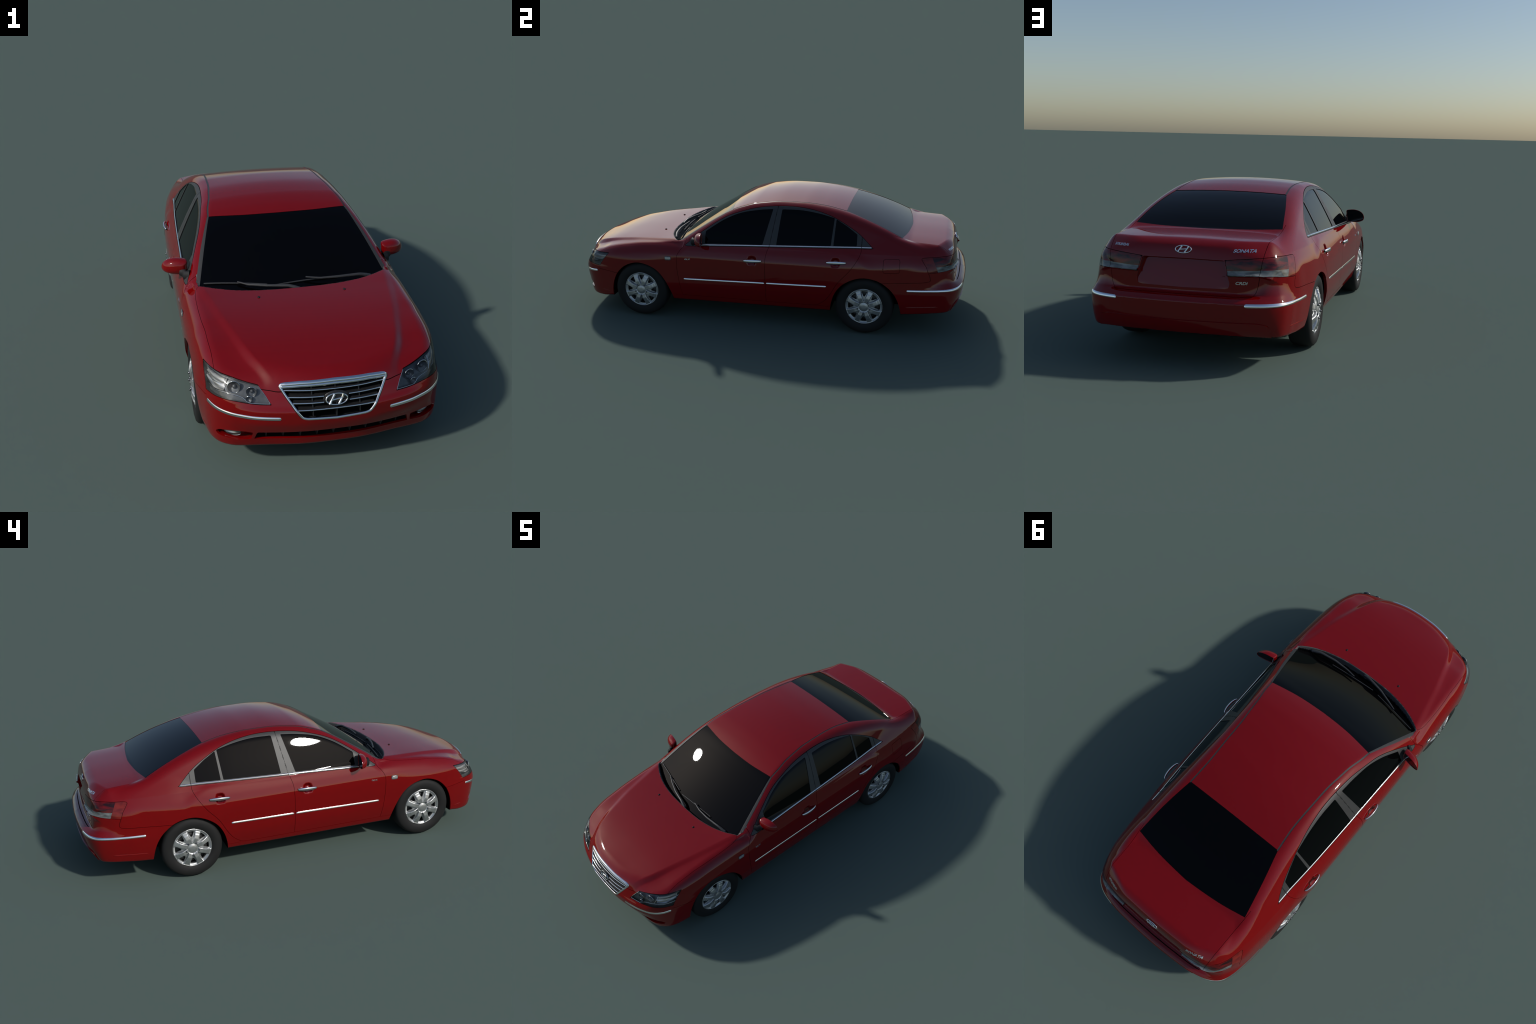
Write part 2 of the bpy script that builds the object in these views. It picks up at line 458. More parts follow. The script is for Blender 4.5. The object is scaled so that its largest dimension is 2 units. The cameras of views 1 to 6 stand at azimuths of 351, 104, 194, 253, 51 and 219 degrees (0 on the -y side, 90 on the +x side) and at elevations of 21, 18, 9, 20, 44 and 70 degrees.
M['alloy'] = grain(new_material('silver_alloy', (.50, .51, .51), .38, .85), 300, .05)
M['nut'] = new_material('dark_steel', (.16, .16, .17), .2, 1)
M['disc'] = grain(new_material('brake_steel', (.05, .05, .05), .5, .5), 120, .25)
M['tyre'] = grain(new_material('tyre_rubber', (.0135, .0135, .0135), .68, spec=.25), 500, .18, .1)
M['lens'] = lens_material('clear_lamp_cover', (.97, .98, .98))
M['reflector'] = new_material('lamp_reflector', (.55, .57, .58), .12, 1)
M['lamp_shell'] = grain(new_material('lamp_housing_grey', (.11, .115, .118), .36, .4), 90, .15)
M['lamp_ribs'] = striped('ribbed_lamp_reflector', (.24, .24, .235), (.68, .68, .67), 22, metal=.6)  # bands brightened, less metal: sky reflection of the chrome put in the colour
M['tail_red'] = blotched('smoked_red_lamp', (.020, .004, .005), (.15, .004, .005), (18, 18, 60))
M['tail_clear'] = blotched('clear_lamp', (.07, .08, .08), (.22, .235, .235), (26, 26, 70), .12, .35, .7)
M['tail_amber'] = blotched('amber_red_lamp', (.11, .008, .008), (.18, .016, .011), (20, 20, 45))
M['mesh_black'] = grain(new_material('grille_black', (.016, .016, .017), .38), 200, .2)

# ------------------------------------------------------ points on the body --
def _march(P0, D, n=46, far=1.2):
    """First point of the skin along rays P0 + t D (vectorised)."""
    P0 = np.atleast_2d(np.asarray(P0, float)); D = np.atleast_2d(np.asarray(D, float)) * np.ones_like(P0)
    ts = np.linspace(0, far, n)
    f = body_field((P0[:, None, :] + ts[None, :, None] * D[:, None, :]).reshape(-1, 3)).reshape(len(P0), n)
    i = np.where((f < 0).any(1), np.argmax(f < 0, axis=1), n - 1)
    b = ts[i]; a = ts[np.maximum(i - 1, 0)]
    for _ in range(14):
        m = (a + b) / 2
        g = body_field(P0 + m[:, None] * D)
        b = np.where(g < 0, m, b); a = np.where(g < 0, a, m)
    P = P0 + b[:, None] * D
    g = body_gradient(P)
    return P, g / np.linalg.norm(g, axis=1)[:, None]

def side_points(y, z):
    y, z = np.broadcast_arrays(np.asarray(y, float), np.asarray(z, float))
    return _march(np.stack([np.full(y.shape, .44), y, z], 1), [-1, 0, 0], far=.43)

def front_points(x, z):
    x, z = np.broadcast_arrays(np.asarray(x, float), np.asarray(z, float))
    return _march(np.stack([x, np.full(x.shape, -1.03), z], 1), [0, 1, 0], far=.5)

def rear_points(x, z):
    x, z = np.broadcast_arrays(np.asarray(x, float), np.asarray(z, float))
    return _march(np.stack([x, np.full(x.shape, 1.03), z], 1), [0, -1, 0], far=.5)

def top_points(x, y):
    x, y = np.broadcast_arrays(np.asarray(x, float), np.asarray(y, float))
    return _march(np.stack([x, y, np.full(x.shape, .66)], 1), [0, 0, -1], far=.55)

def wall_points(s, z):
    """Skin points at arc length s round the plan outline (0 = nose) and height z."""
    s, z = np.broadcast_arrays(np.asarray(s, float), np.asarray(z, float))
    st = s + ARC0
    j = np.clip(np.searchsorted(ARC, st) - 1, 0, len(PA) - 1)
    t = (st - ARC[j]) / SEG[j]
    p = PA[j] + t[:, None] * PD[j]
    n = np.stack([PD[j, 1], -PD[j, 0]], 1); n /= np.linalg.norm(n, axis=1)[:, None]
    P0 = np.column_stack([p + .03 * n, z])
    return _march(P0, np.column_stack([-n, np.zeros(len(s))]), far=.2)

# ---------------------------------------------------------- 2D trim outlines --
def poly_distance(poly, pts):
    """Signed distance of 2D points to a closed outline, negative inside."""
    A = np.asarray(poly, float); B = np.roll(A, -1, axis=0)
    out = np.full(len(pts), .2)
    near = ((pts > A.min(0) - .03) & (pts < A.max(0) + .03)).all(1)
    Q = pts[near]
    best = np.full(len(Q), 1e9); odd = np.zeros(len(Q), bool)
    for a, b in zip(A, B):
        d = b - a; L2 = d @ d
        if L2 < 1e-14:
            continue
        w = Q - a; t = np.clip(w @ d / L2, 0, 1)
        e = w - t[:, None] * d
        best = np.minimum(best, (e * e).sum(1))
        c = (a[1] > Q[:, 1]) != (b[1] > Q[:, 1])
        if a[1] != b[1]:
            xi = a[0] + (Q[:, 1] - a[1]) / (b[1] - a[1]) * d[0]
            odd ^= c & (Q[:, 0] < xi)
    out[near] = np.sqrt(best) * np.where(odd, -1, 1)
    return out

def rounded(poly, r=.006, n=5):
    """Polygon with its corners rounded."""
    P = np.asarray(poly, float); out = []
    for i in range(len(P)):
        a, b, c = P[i - 1], P[i], P[(i + 1) % len(P)]
        u = a - b; v = c - b
        k = min(r, .45 * np.linalg.norm(u), .45 * np.linalg.norm(v))
        p = b + u / np.linalg.norm(u) * k; q = b + v / np.linalg.norm(v) * k
        for t in np.linspace(0, 1, n):
            out.append((1 - t) ** 2 * p + 2 * t * (1 - t) * b + t * t * q)
    return np.array(out)

def YZ(V): return V[:, [1, 2]]
def XY(V): return V[:, [0, 1]]
def XZ(V): return V[:, [0, 2]]
def SZ(V):
    d, s = plan_distance(np.abs(V[:, 0]), V[:, 1])
    return np.column_stack([s * ARCL, V[:, 2]])

V0, N0, T0 = build_skin()
skin = Skin(V0, N0, T0)
_f = skin.split(V0[:, 0]); skin.keep(skin.face_value(_f) > 0); skin.compact()
_c = np.abs(skin.V[:, 0]) < 1e-6
skin.V[_c, 0] = 0; skin.N[_c, 0] = 0
skin.L = np.zeros(len(skin.T), int)
LABEL = {'body': 0}
GAP = 1; LABEL['gap'] = 1

def lab(name):
    return LABEL.setdefault(name, len(LABEL))

def centroids():
    a, b, c = skin.T.T
    return (skin.V[a] + skin.V[b] + skin.V[c]) / 3, (skin.N[a] + skin.N[b] + skin.N[c]) / 3

def region(name, fn, where, gap=0.0, only=None, gap_all=False):
    """Cut the zero line of fn into the skin and name what lies inside it."""
    def chosen():
        C, N = centroids(); m = where(C, N)
        ok = np.isin(skin.L, [lab(o) for o in only]) if only is not None else np.ones(len(m), bool)
        return C, m, ok
    for lv in ([-gap, gap] if gap else [0.0]):
        C, m, ok = chosen()
        m = m if gap_all else m & ok
        used = np.zeros(len(skin.V), bool); used[skin.T[m].ravel()] = True
        f = np.full(len(skin.V), 1.0); f[used] = fn(skin.V[used]) - lv
        skin.split(f, m)
    C, m, ok = chosen()
    i = np.flatnonzero(m); fc = fn(C[i]); ok = ok[i]
    skin.L[i[ok & (fc < -gap)]] = lab(name)
    if gap:
        g = np.abs(fc) <= gap
        skin.L[i[g if gap_all else g & ok]] = GAP

W = .0008   # half width of the shut lines

# ---- wheel arches --------------------------------------------------------
HUB_F, HUB_R, HUB_Z = -.604, .532, .140
ARCH_F = spline([(-.768, .02), (-.766, .089), (-.762, .137), (-.751, .180), (-.727, .226), (-.685, .264), (-.622, .286), (-.562, .279),
                 (-.513, .255), (-.476, .211), (-.452, .163), (-.434, .096), (-.428, .02)], 8)
ARCH_R = spline([(.366, .02), (.367, .10), (.374, .150), (.390, .198), (.419, .240), (.466, .272), (.519, .287), (.574, .282), (.616, .265),
                 (.662, .227), (.691, .178), (.707, .11), (.712, .02)], 8)
for arch in (ARCH_F, ARCH_R):
    region('arch', lambda V, a=arch: poly_distance(a, YZ(V)), lambda C, N: C[:, 0] > .235)
skin.keep(skin.L != lab('arch'))
C, N = centroids()
skin.L[(N[:, 2] < -.72) & (C[:, 2] < .2)] = lab('underbody')

# ---- side windows --------------------------------------------------------
belt = pchip([-.40, -.27, .064, .314, .555, .6], [.383, .3895, .4035, .4125, .4195, .421])
DLO_TOP = spline([(-.364, .389), (-.268, .464), (-.165, .527), (-.065, .561), (.0, .575), (.091, .584), (.2, .583), (.294, .569),
                  (.364, .5485), (.435, .515), (.493, .481), (.564, .4215)], 10)
DLO = np.vstack([DLO_TOP, [(y, belt(y)) for y in np.linspace(.552, -.36, 30)]])
side_hi = lambda C, N: (N[:, 0] > .2) & (C[:, 2] > .37) & (C[:, 1] > -.45) & (C[:, 1] < .62)
region('window_frame', lambda V: poly_distance(DLO, YZ(V)), side_hi, gap=.0009)
PANE_F = rounded([(-.262, .4025), (-.2635, .456)] + [tuple(p) for p in spline([(-.2635, .456), (-.178, .511), (-.098, .545), (-.014, .562), (.0665, .5705)], 5)[1:]]
                 + [(.030, .4115)], .004)
PANE_R = rounded([(.098, .4145), (.1115, .571)] + [tuple(p) for p in spline([(.1115, .571), (.206, .571), (.294, .5605), (.371, .544)], 5)[1:]] + [(.363, .4235)], .004)
PANE_Q = rounded([(.375, .424), (.380, .540), (.436, .510), (.485, .478), (.4865, .4275)], .004)
for nm, pn in (('pane_front', PANE_F), ('pane_rear', PANE_R), ('pane_quarter', PANE_Q)):
    region(nm, lambda V, p=pn: poly_distance(p, YZ(V)), side_hi, only=['window_frame'])
# shut line through the B pillar and behind the quarter light
def line_distance(a, b, q):
    a = np.array(a); b = np.array(b); d = b - a
    t = np.clip((q - a) @ d / (d @ d), 0, 1)
    return np.linalg.norm(q - a - t[:, None] * d, axis=1)
for a, b in (((.064, .400), (.0905, .588)), ((.509, .415), (.509, .478))):
    region('gap', lambda V, a=a, b=b: line_distance(a, b, YZ(V)) - .0009, side_hi, only=['window_frame'])

# ---- windscreen, rear window, roof ---------------------------------------
def is_cabin(C, lift=.0012):
    return C[:, 2] > top_height(np.abs(C[:, 0]), C[:, 1]) + lift
SCREEN = np.vstack([spline([(-.05, -.166), (0, -.166), (.128, -.1605), (.257, -.1415)], 6), [(.2935, -.278), (.3265, -.405), (.338, -.46), (.30, -.70), (-.05, -.70)]])
STRIP = [(.2565, -.1425), (.264, -.1425), (.306, -.274), (.336, -.384), (.346, -.43), (.339, -.46), (.3265, -.405), (.2935, -.278)]
front_cab = lambda C, N: is_cabin(C) & (C[:, 1] < -.10) & (N[:, 2] > .15)
region('windscreen', lambda V: poly_distance(SCREEN, XY(V)), front_cab, only=['body'])
region('screen_strip', lambda V: poly_distance(STRIP, XY(V)), front_cab, only=['body'])
RAIL = spline([(.260, -.1425), (.2545, -.09), (.2425, -.028), (.2345, .04), (.2285, .09), (.224, .202), (.2215, .317), (.2285, .423)], 8)
RAIL_POLY = np.vstack([RAIL + (.0034, 0), RAIL[::-1] - (.0034, 0)])
roof_up = lambda C, N: (C[:, 1] > -.15) & (C[:, 1] < .43) & (N[:, 2] > .3) & (C[:, 2] > .5)
region('roof_rail', lambda V: poly_distance(RAIL_POLY, XY(V)), roof_up, only=['body'])
REAR_GLASS = np.vstack([[(-.05, .4195), (.2295, .4195)], spline([(.2295, .4195), (.258, .55), (.2825, .694)], 5)[1:], spline([(.2825, .694), (.162, .7145), (0, .727), (-.05, .727)], 5)[1:]])
rear_cab = lambda C, N: (C[:, 1] > .40) & (C[:, 1] < .78) & (N[:, 2] > .2) & (C[:, 2] > .43)
region('rear_window', lambda V: poly_distance(REAR_GLASS, XY(V)), rear_cab, only=['body'])
ROOF = np.vstack([[(-.05, -.166)], spline([(0, -.166), (.128, -.1605), (.257, -.1415)], 5), RAIL[1:] - (.0034, 0), [(.2295, .4195), (-.05, .4195)]])
region('roof', lambda V: poly_distance(ROOF, XY(V)), lambda C, N: (C[:, 1] > -.19) & (C[:, 1] < .43) & (N[:, 2] > .3) & (C[:, 2] > .5), only=['body'])

# ---- lamps ---------------------------------------------------------------
front_lo = lambda C, N: (C[:, 1] < -.70) & (C[:, 2] < .40)
rear_lo = lambda C, N: (C[:, 1] > .60) & (C[:, 2] < .47) & (C[:, 2] > .10)
HEADLAMP = spline([(.486, .317), (.452, .3145), (.413, .312), (.354, .3075), (.306, .302), (.271, .296)], 6)
HEADLAMP = np.vstack([HEADLAMP, [(.238, .291), (.213, .268), (.193, .2435)], spline([(.193, .2435), (.227, .243), (.260, .245), (.297, .249), (.324, .2505), (.355, .250), (.389, .248), (.4315, .246)], 5)[1:],
                      [(.456, .283)]])
region('headlamp', lambda V: poly_distance(HEADLAMP, SZ(V)), front_lo, gap=.0009)
TAIL = np.vstack([spline([(2.419, .380), (2.351, .386), (2.276, .391), (2.173, .3935), (2.085, .391)], 6), [(2.070, .3885), (2.068, .383), (2.090, .350), (2.1005, .322)],
                  spline([(2.1005, .322), (2.159, .3255), (2.222, .330), (2.289, .332), (2.405, .327)], 6)[1:]])
region('tail_lamp', lambda V: poly_distance(TAIL, SZ(V)), rear_lo, gap=.0009)

# ---- boot lid ------------------------------------------------------------
lid_x = pchip([.255, .262, .274, .298, .322, .354, .391, .413, .432, .455, .47], [.236, .245, .2555, .263, .266, .270, .275, .277, .279, .284, .286])
lid_fn = lambda V: np.maximum(V[:, 0] - lid_x(V[:, 2]), .2615 - V[:, 2])
region('boot_lid', lid_fn, lambda C, N: (C[:, 1] > .66) & (C[:, 2] > .24) & ~np.isin(skin.L, [LABEL['rear_window']]), gap=W, only=['body'], gap_all=True)
region('lid_tail', lid_fn, rear_lo, only=['tail_lamp'])
PLATE = rounded([(-.05, .3815), (.146, .3795), (.1605, .326), (.1665, .303), (.161, .2835), (-.05, .2795)], .007)
region('plate_recess', lambda V: poly_distance(PLATE, XZ(V)), rear_lo, only=['boot_lid', 'gap'])
# coloured fields of the lamps
amber = lambda V: SZ(V)[:, 0] - np.interp(V[:, 2], [.325, .39], [2.147, 2.118])
region('tail_amber', amber, rear_lo, only=['tail_lamp'])
region('tail_clear', lambda V: V[:, 2] - np.interp(SZ(V)[:, 0], [2.14, 2.2, 2.29, 2.405], [.3495, .3525, .351, .3455]), rear_lo, only=['tail_lamp'])
region('lid_clear', lambda V: V[:, 2] - np.interp(SZ(V)[:, 0], [2.14, 2.2, 2.29, 2.405], [.3495, .3525, .351, .3455]), rear_lo, only=['lid_tail'])

# ---- bonnet, grille, bumper openings -------------------------------------
BONNET = np.vstack([[(-.05, -.9665)], spline([(0, -.9665), (.09, -.964), (.16, -.955), (.19, -.944), (.217, -.933), (.27, -.908), (.30, -.890), (.336, -.846)], 6),
                    spline([(.336, -.846), (.3365, -.79), (.340, -.736), (.342, -.682), (.347, -.626), (.350, -.522), (.3475, -.454), (.340, -.430), (.331, -.4215)], 6)[1:],
                    [(float(x), float(bonnet_edge(x))) for x in np.linspace(.325, 0, 20)], [(-.05, -.50)]])
region('bonnet', lambda V: poly_distance(BONNET, XY(V)), lambda C, N: (C[:, 1] < -.38) & (N[:, 2] > .1) & (C[:, 2] > .25), gap=.0006, only=['body'])
region('cowl', lambda V: np.maximum(bonnet_edge(V[:, 0]) - V[:, 1], V[:, 0] - .334), lambda C, N: (C[:, 1] < -.36) & (C[:, 2] < .425) & (N[:, 2] > -.2) & (C[:, 2] > .34) & (C[:, 0] < .334),
       only=['body', 'gap'])
GRILLE = rounded([(-.05, .3035), (.10, .3015), (.1665, .2955), (.152, .270), (.126, .231), (.106, .203), (.09, .1975), (-.05, .1935)], .010, 6)
region('grille_opening', lambda V: poly_distance(GRILLE, XZ(V)), lambda C, N: (C[:, 1] < -.85) & (C[:, 0] < .2), only=['body', 'bonnet', 'gap'])
INTAKE = rounded([(-.05, .1530), (.10, .152), (.228, .1465), (.2365, .1165), (.10, .1175), (-.05, .1175)], .003)
region('intake_opening', lambda V: poly_distance(INTAKE, XZ(V)), lambda C, N: (C[:, 1] < -.80) & (N[:, 2] > -.6), only=['body'])
FOG = rounded([(.2405, .1455), (.264, .148), (.305, .1475), (.335, .1395), (.345, .127), (.338, .1185), (.28, .1135), (.2445, .1165)], .006)
region('fog_opening', lambda V: poly_distance(FOG, XZ(V)), lambda C, N: (C[:, 1] < -.80) & (N[:, 2] > -.6), only=['body'])
APRON = rounded([(-.05, .1765), (.275, .178), (.308, .168), (.3135, .08), (-.05, .08)], .02, 7)
region('apron', lambda V: poly_distance(APRON, XZ(V)), lambda C, N: (C[:, 1] > .86) & (C[:, 2] < .2) & (N[:, 2] > -.72), only=['body'])

# ---- doors, bumpers, sill ------------------------------------------------
side_lo = lambda C, N: (C[:, 0] > .30) & (C[:, 2] < .425) & (N[:, 0] > .15)
DOOR_F = np.vstack([spline([(-.366, .3925), (-.374, .377), (-.388, .362), (-.402, .335), (-.4035, .297), (-.398, .224), (-.3835, .127)], 6),
                    [(.0515, .127)], spline([(.0515, .127), (.0500, .221), (.0492, .293), (.0505, .362), (.065, .412)], 6)[1:], [(.065, .45), (-.366, .45)]])
DOOR_R = np.vstack([spline([(.065, .412), (.0505, .362), (.0492, .293), (.0500, .221), (.0515, .127)], 6), [(.285, .127)],
                    spline([(.285, .127), (.305, .132), (.339, .155), (.365, .187), (.406, .257), (.455, .312), (.496, .372), (.5085, .403), (.5085, .425)], 6)[1:], [(.5085, .45), (.065, .45)]])
region('front_door', lambda V: poly_distance(DOOR_F, YZ(V)), side_lo, gap=W, only=['body'])
region('rear_door', lambda V: poly_distance(DOOR_R, YZ(V)), side_lo, gap=W, only=['body'])
region('sill', lambda V: np.maximum(V[:, 2] - .1265, np.maximum(-.455 - V[:, 1], V[:, 1] - .40)), side_lo, gap=.0006, only=['body'])
FUEL = rounded([(.617, .3155), (.6935, .3185), (.6925, .3825), (.616, .3795)], .012, 6)
region('fuel_gap', lambda V: poly_distance(FUEL, YZ(V)) - .0008, side_lo, only=['body'])
region('fuel_flap', lambda V: poly_distance(FUEL, YZ(V)) + .0008, side_lo, only=['fuel_gap'])
seam_front = pchip([0, .40, .425, .478, .533, .6], [.5, .40, .2315, .227, .222, .218])
region('front_bumper', lambda V: V[:, 2] - seam_front(SZ(V)[:, 0]), lambda C, N: (C[:, 1] < -.70) & (C[:, 2] < .36), gap=.0008, only=['body'])
REAR_BUMPER = [(1.86, .2655), (1.985, .2735), (2.085, .2785), (2.103, .281), (2.111, .288), (2.108, .305), (2.099, .326), (2.10, .336), (2.7, .36), (2.7, 0), (1.86, 0)]
region('rear_bumper', lambda V: poly_distance(REAR_BUMPER, SZ(V)), lambda C, N: (C[:, 1] > .60) & (C[:, 2] < .40), gap=.0009, only=['body'])
C, N = centroids()
skin.L[(skin.L == 0) & (C[:, 1] < -.37)] = lab('wing')
skin.L[skin.L == 0] = lab('rear_quarter')

# ---- dished handle cups pressed into the doors ----------------------------
HANDLES = {'front_door': ((-.056, .3345), (.030, .3375)), 'rear_door': ((.351, .3505), (.4395, .3535))}
for nm, (a, b) in HANDLES.items():
    c = (np.array(a) + np.array(b)) / 2 + (-.004, .001)
    q = np.abs(YZ(skin.V) - c) / (.0235, .0245)
    r = (q ** 3).sum(1) ** (1 / 3); m = (r < 1) & (skin.V[:, 0] > .3)
    dish = lambda V: .012 * smoothstep(1, .45, (np.abs((YZ(V) - c) / (.0235, .0245)) ** 3).sum(1) ** (1 / 3))
    g = np.zeros_like(skin.V); e = 2e-4
    for a in (1, 2):
        o = np.zeros(3); o[a] = e
        g[:, a] = -(dish(skin.V + o) - dish(skin.V - o)) / (2 * e)
    skin.V[m] -= skin.N[m] * dish(skin.V[m])[:, None]
    skin.N[m] -= g[m]
    skin.N[m] /= np.linalg.norm(skin.N[m], axis=1)[:, None]

# --------------------------------------------------------- panels to objects --
COL = bpy.context.scene.collection
ROOT = bpy.data.objects.new('sedan_car', None)
COL.objects.link(ROOT)
ROOT['label'] = 'glossy red four-door saloon car with chrome trim and tinted windows'
ROOT['category'] = 'car'

class Part:
    def __init__(self, V, N, T, mats=None):
        self.V, self.N, self.T = np.asarray(V, float), np.asarray(N, float), np.asarray(T, int)
        self.M = np.zeros(len(self.T), int) if mats is None else np.asarray(mats, int)

def take(*names):
    m = np.isin(skin.L, [lab(n) for n in names])
    T = skin.T[m]
    u, inv = np.unique(T, return_inverse=True)
    return Part(skin.V[u].copy(), skin.N[u].copy(), inv.reshape(-1, 3))

def join(*parts):
    V, N, T, Mi, o = [], [], [], [], 0
    for p in parts:
        V.append(p.V); N.append(p.N); T.append(p.T + o); Mi.append(p.M); o += len(p.V)
    return Part(np.vstack(V), np.vstack(N), np.vstack(T), np.concatenate(Mi))

def pushed(p, d):
    return Part(p.V - p.N * d, p.N, p.T, p.M)

def border(T):
    E = np.vstack([T[:, [0, 1]], T[:, [1, 2]], T[:, [2, 0]]])
    key = np.sort(E, axis=1)
    u, inv, cnt = np.unique(key, axis=0, return_inverse=True, return_counts=True)
    return E[cnt[inv.ravel()] == 1]

def skirt(p, depth, direction=None, mat=0, outward=False):
    """Edge faces that turn a panel's rim inwards, so it has thickness."""
    E = border(p.T)
    mid0 = (np.abs(p.V[E[:, 0], 0]) < 1e-6) & (np.abs(p.V[E[:, 1], 0]) < 1e-6)
    E = E[~mid0]
    if len(E) == 0:
        return p
    a, b = p.V[E[:, 0]], p.V[E[:, 1]]
    if direction is None:
        da, db = -p.N[E[:, 0]], -p.N[E[:, 1]]
    else:
        da = db = np.broadcast_to(np.asarray(direction, float), a.shape)
    if np.isscalar(depth):
        ka = kb = depth
    else:
        ka, kb = depth[E[:, 0]][:, None], depth[E[:, 1]][:, None]
    c, d = b + db * kb, a + da * ka
    n = len(E)
    nrm = np.cross(d - a, b - a); nrm /= np.maximum(np.linalg.norm(nrm, axis=1), 1e-12)[:, None]
    if outward:
        nrm = -nrm
    V = np.vstack([a, b, c, d]); i = np.arange(n)
    T = np.vstack([np.stack([i, i + 3 * n, i + 2 * n], 1), np.stack([i, i + 2 * n, i + n], 1)])
    if outward:
        T = T[:, ::-1]
    return join(p, Part(V, np.vstack([nrm] * 4), T, np.full(len(T), mat)))

def both_sides(p):
    q = Part(p.V * (-1, 1, 1), p.N * (-1, 1, 1), p.T[:, ::-1], p.M)
    o = join(p, q)
    return o

def publish(name, p, mats, parent=None, smooth=True, kind=None):
    me = bpy.data.meshes.new(name)
    me.from_pydata(p.V.tolist(), [], p.T.tolist())
    for m in (mats if isinstance(mats, (list, tuple)) else [mats]):
        me.materials.append(M[m])
    me.polygons.foreach_set('material_index', p.M.astype(np.int32))
    me.polygons.foreach_set('use_smooth', np.full(len(p.T), smooth))
    me.update()
    if smooth:
        me.normals_split_custom_set_from_vertices(p.N.tolist())
    ob = bpy.data.objects.new(name, me)
    COL.objects.link(ob)
    ob.parent = parent or ROOT
    if kind:
        ob['kind'] = kind
    return ob

def mirror_copy(ob, parent=None):
    """The same part on the other side of the car."""
    c = ob.copy()
    COL.objects.link(c)
    c.parent = parent or ob.parent
    if parent is None or parent is ROOT:
        c.matrix_local = Matrix.Scale(-1, 4, (1, 0, 0)) @ ob.matrix_local
    return c

def publish_pair(name, p, mats, **kw):
    a = publish(name, p, mats, **kw)
    return a, mirror_copy(a)

RIM = .007
bonnet = publish('bonnet', both_sides(skirt(take('bonnet'), .012)), 'paint')
roof = publish('roof_panel', both_sides(skirt(take('roof'), .004)), 'paint')
front_bumper = publish('front_bumper', both_sides(skirt(take('front_bumper'), RIM)), 'paint')
rear_bumper = publish('rear_bumper', both_sides(skirt(take('rear_bumper'), RIM)), 'paint')
publish('bumper_apron', both_sides(skirt(pushed(take('apron'), -.0035), .006)), 'paint', parent=rear_bumper)
boot_lid = publish('boot_lid', both_sides(skirt(take('boot_lid'), RIM)), 'paint')
wings = publish_pair('front_wing', skirt(take('wing'), .011), 'paint')
quarters = publish_pair('rear_quarter_panel', skirt(take('rear_quarter'), .011), 'paint')
plain = take('rear_quarter', 'fuel_flap', 'fuel_gap')          # no filler on this side
other = publish('rear_quarter_panel', skirt(plain, .011), 'paint')
quarters[1].data = other.data
bpy.data.objects.remove(other)
sills = publish_pair('sill_panel', skirt(take('sill'), RIM), 'paint')
fdoors = publish_pair('front_door', skirt(take('front_door'), RIM), 'paint')
rdoors = publish_pair('rear_door', skirt(take('rear_door'), RIM), 'paint')
publish('fuel_flap', skirt(take('fuel_flap'), RIM), 'paint', parent=quarters[0])
publish('fuel_flap_gap', pushed(take('fuel_gap'), .0035), 'gap', parent=quarters[0])
publish('panel_gap', both_sides(pushed(take('gap'), .0035)), 'gap')
publish('underbody', both_sides(take('underbody')), 'void')
publish('windscreen', both_sides(skirt(pushed(take('windscreen'), .0012), -.0012)), 'glass')
publish('rear_window', both_sides(skirt(pushed(take('rear_window'), .0015), -.0015)), 'glass')
publish('scuttle_panel', both_sides(take('cowl')), 'scuttle')
publish_pair('windscreen_moulding', skirt(pushed(take('screen_strip'), -.0006), .003), 'trim')
publish_pair('roof_rail', skirt(pushed(take('roof_rail'), .001), -.001), 'rubber_trim')

def child_pair(name, p, mats, parents):
    a = publish(name, p, mats, parent=parents[0])
    b = a.copy(); COL.objects.link(b); b.parent = parents[1]
    return a, b

wf = publish_pair('window_frame', skirt(take('window_frame'), .004), 'trim')
for nm in ('pane_front', 'pane_rear', 'pane_quarter'):
    p = pushed(take(nm), .0022)
    child_pair('window_pane', skirt(p, -.0022), 'glass', {'pane_front': fdoors, 'pane_rear': rdoors, 'pane_quarter': rdoors}[nm])

def vertex_normals(V, T):
    fn = np.cross(V[T[:, 1]] - V[T[:, 0]], V[T[:, 2]] - V[T[:, 0]])
    N = np.zeros_like(V)
    for k in range(3):
        np.add.at(N, T[:, k], fn)
    return N / np.maximum(np.linalg.norm(N, axis=1), 1e-12)[:, None]

# recessed openings: a floor set back from the skin plus its side walls
def recess(name, depth, direction, floor_mat, wall_mat, pair=False, parent=None):
    p = take(name)
    E = border(p.T)
    dep = np.full(len(p.V), depth) if np.isscalar(depth) else np.maximum(p.V[:, 1] - depth[0] - depth[1] * (p.V[:, 2] - .28), .001)
    q = Part(p.V + np.asarray(direction) * dep[:, None], p.N, p.T)
    q.N = vertex_normals(q.V, q.T)
    w = skirt(Part(p.V, p.N, p.T), dep, direction)
    walls = Part(w.V[len(p.V):], w.N[len(p.V):], w.T[len(p.T):] - len(p.V), np.ones(len(w.T) - len(p.T), int))
    walls.N = -walls.N; walls.T = walls.T[:, ::-1]
    j = join(q, walls)
    label = {'plate_recess': 'number_plate_recess', 'grille_opening': 'grille_backing', 'intake_opening': 'intake_backing', 'fog_opening': 'fog_lamp_recess'}[name]
    if pair:
        return child_or_root(label, j, [floor_mat, wall_mat], parent)
    return publish(label, both_sides(j), [floor_mat, wall_mat], parent=parent)

def child_or_root(name, p, mats, parent):
    a = publish(name, p, mats, parent=parent)
    b = a.copy(); COL.objects.link(b); b.parent = a.parent; b.matrix_local = Matrix.Scale(-1, 4, (1, 0, 0))
    return a, b

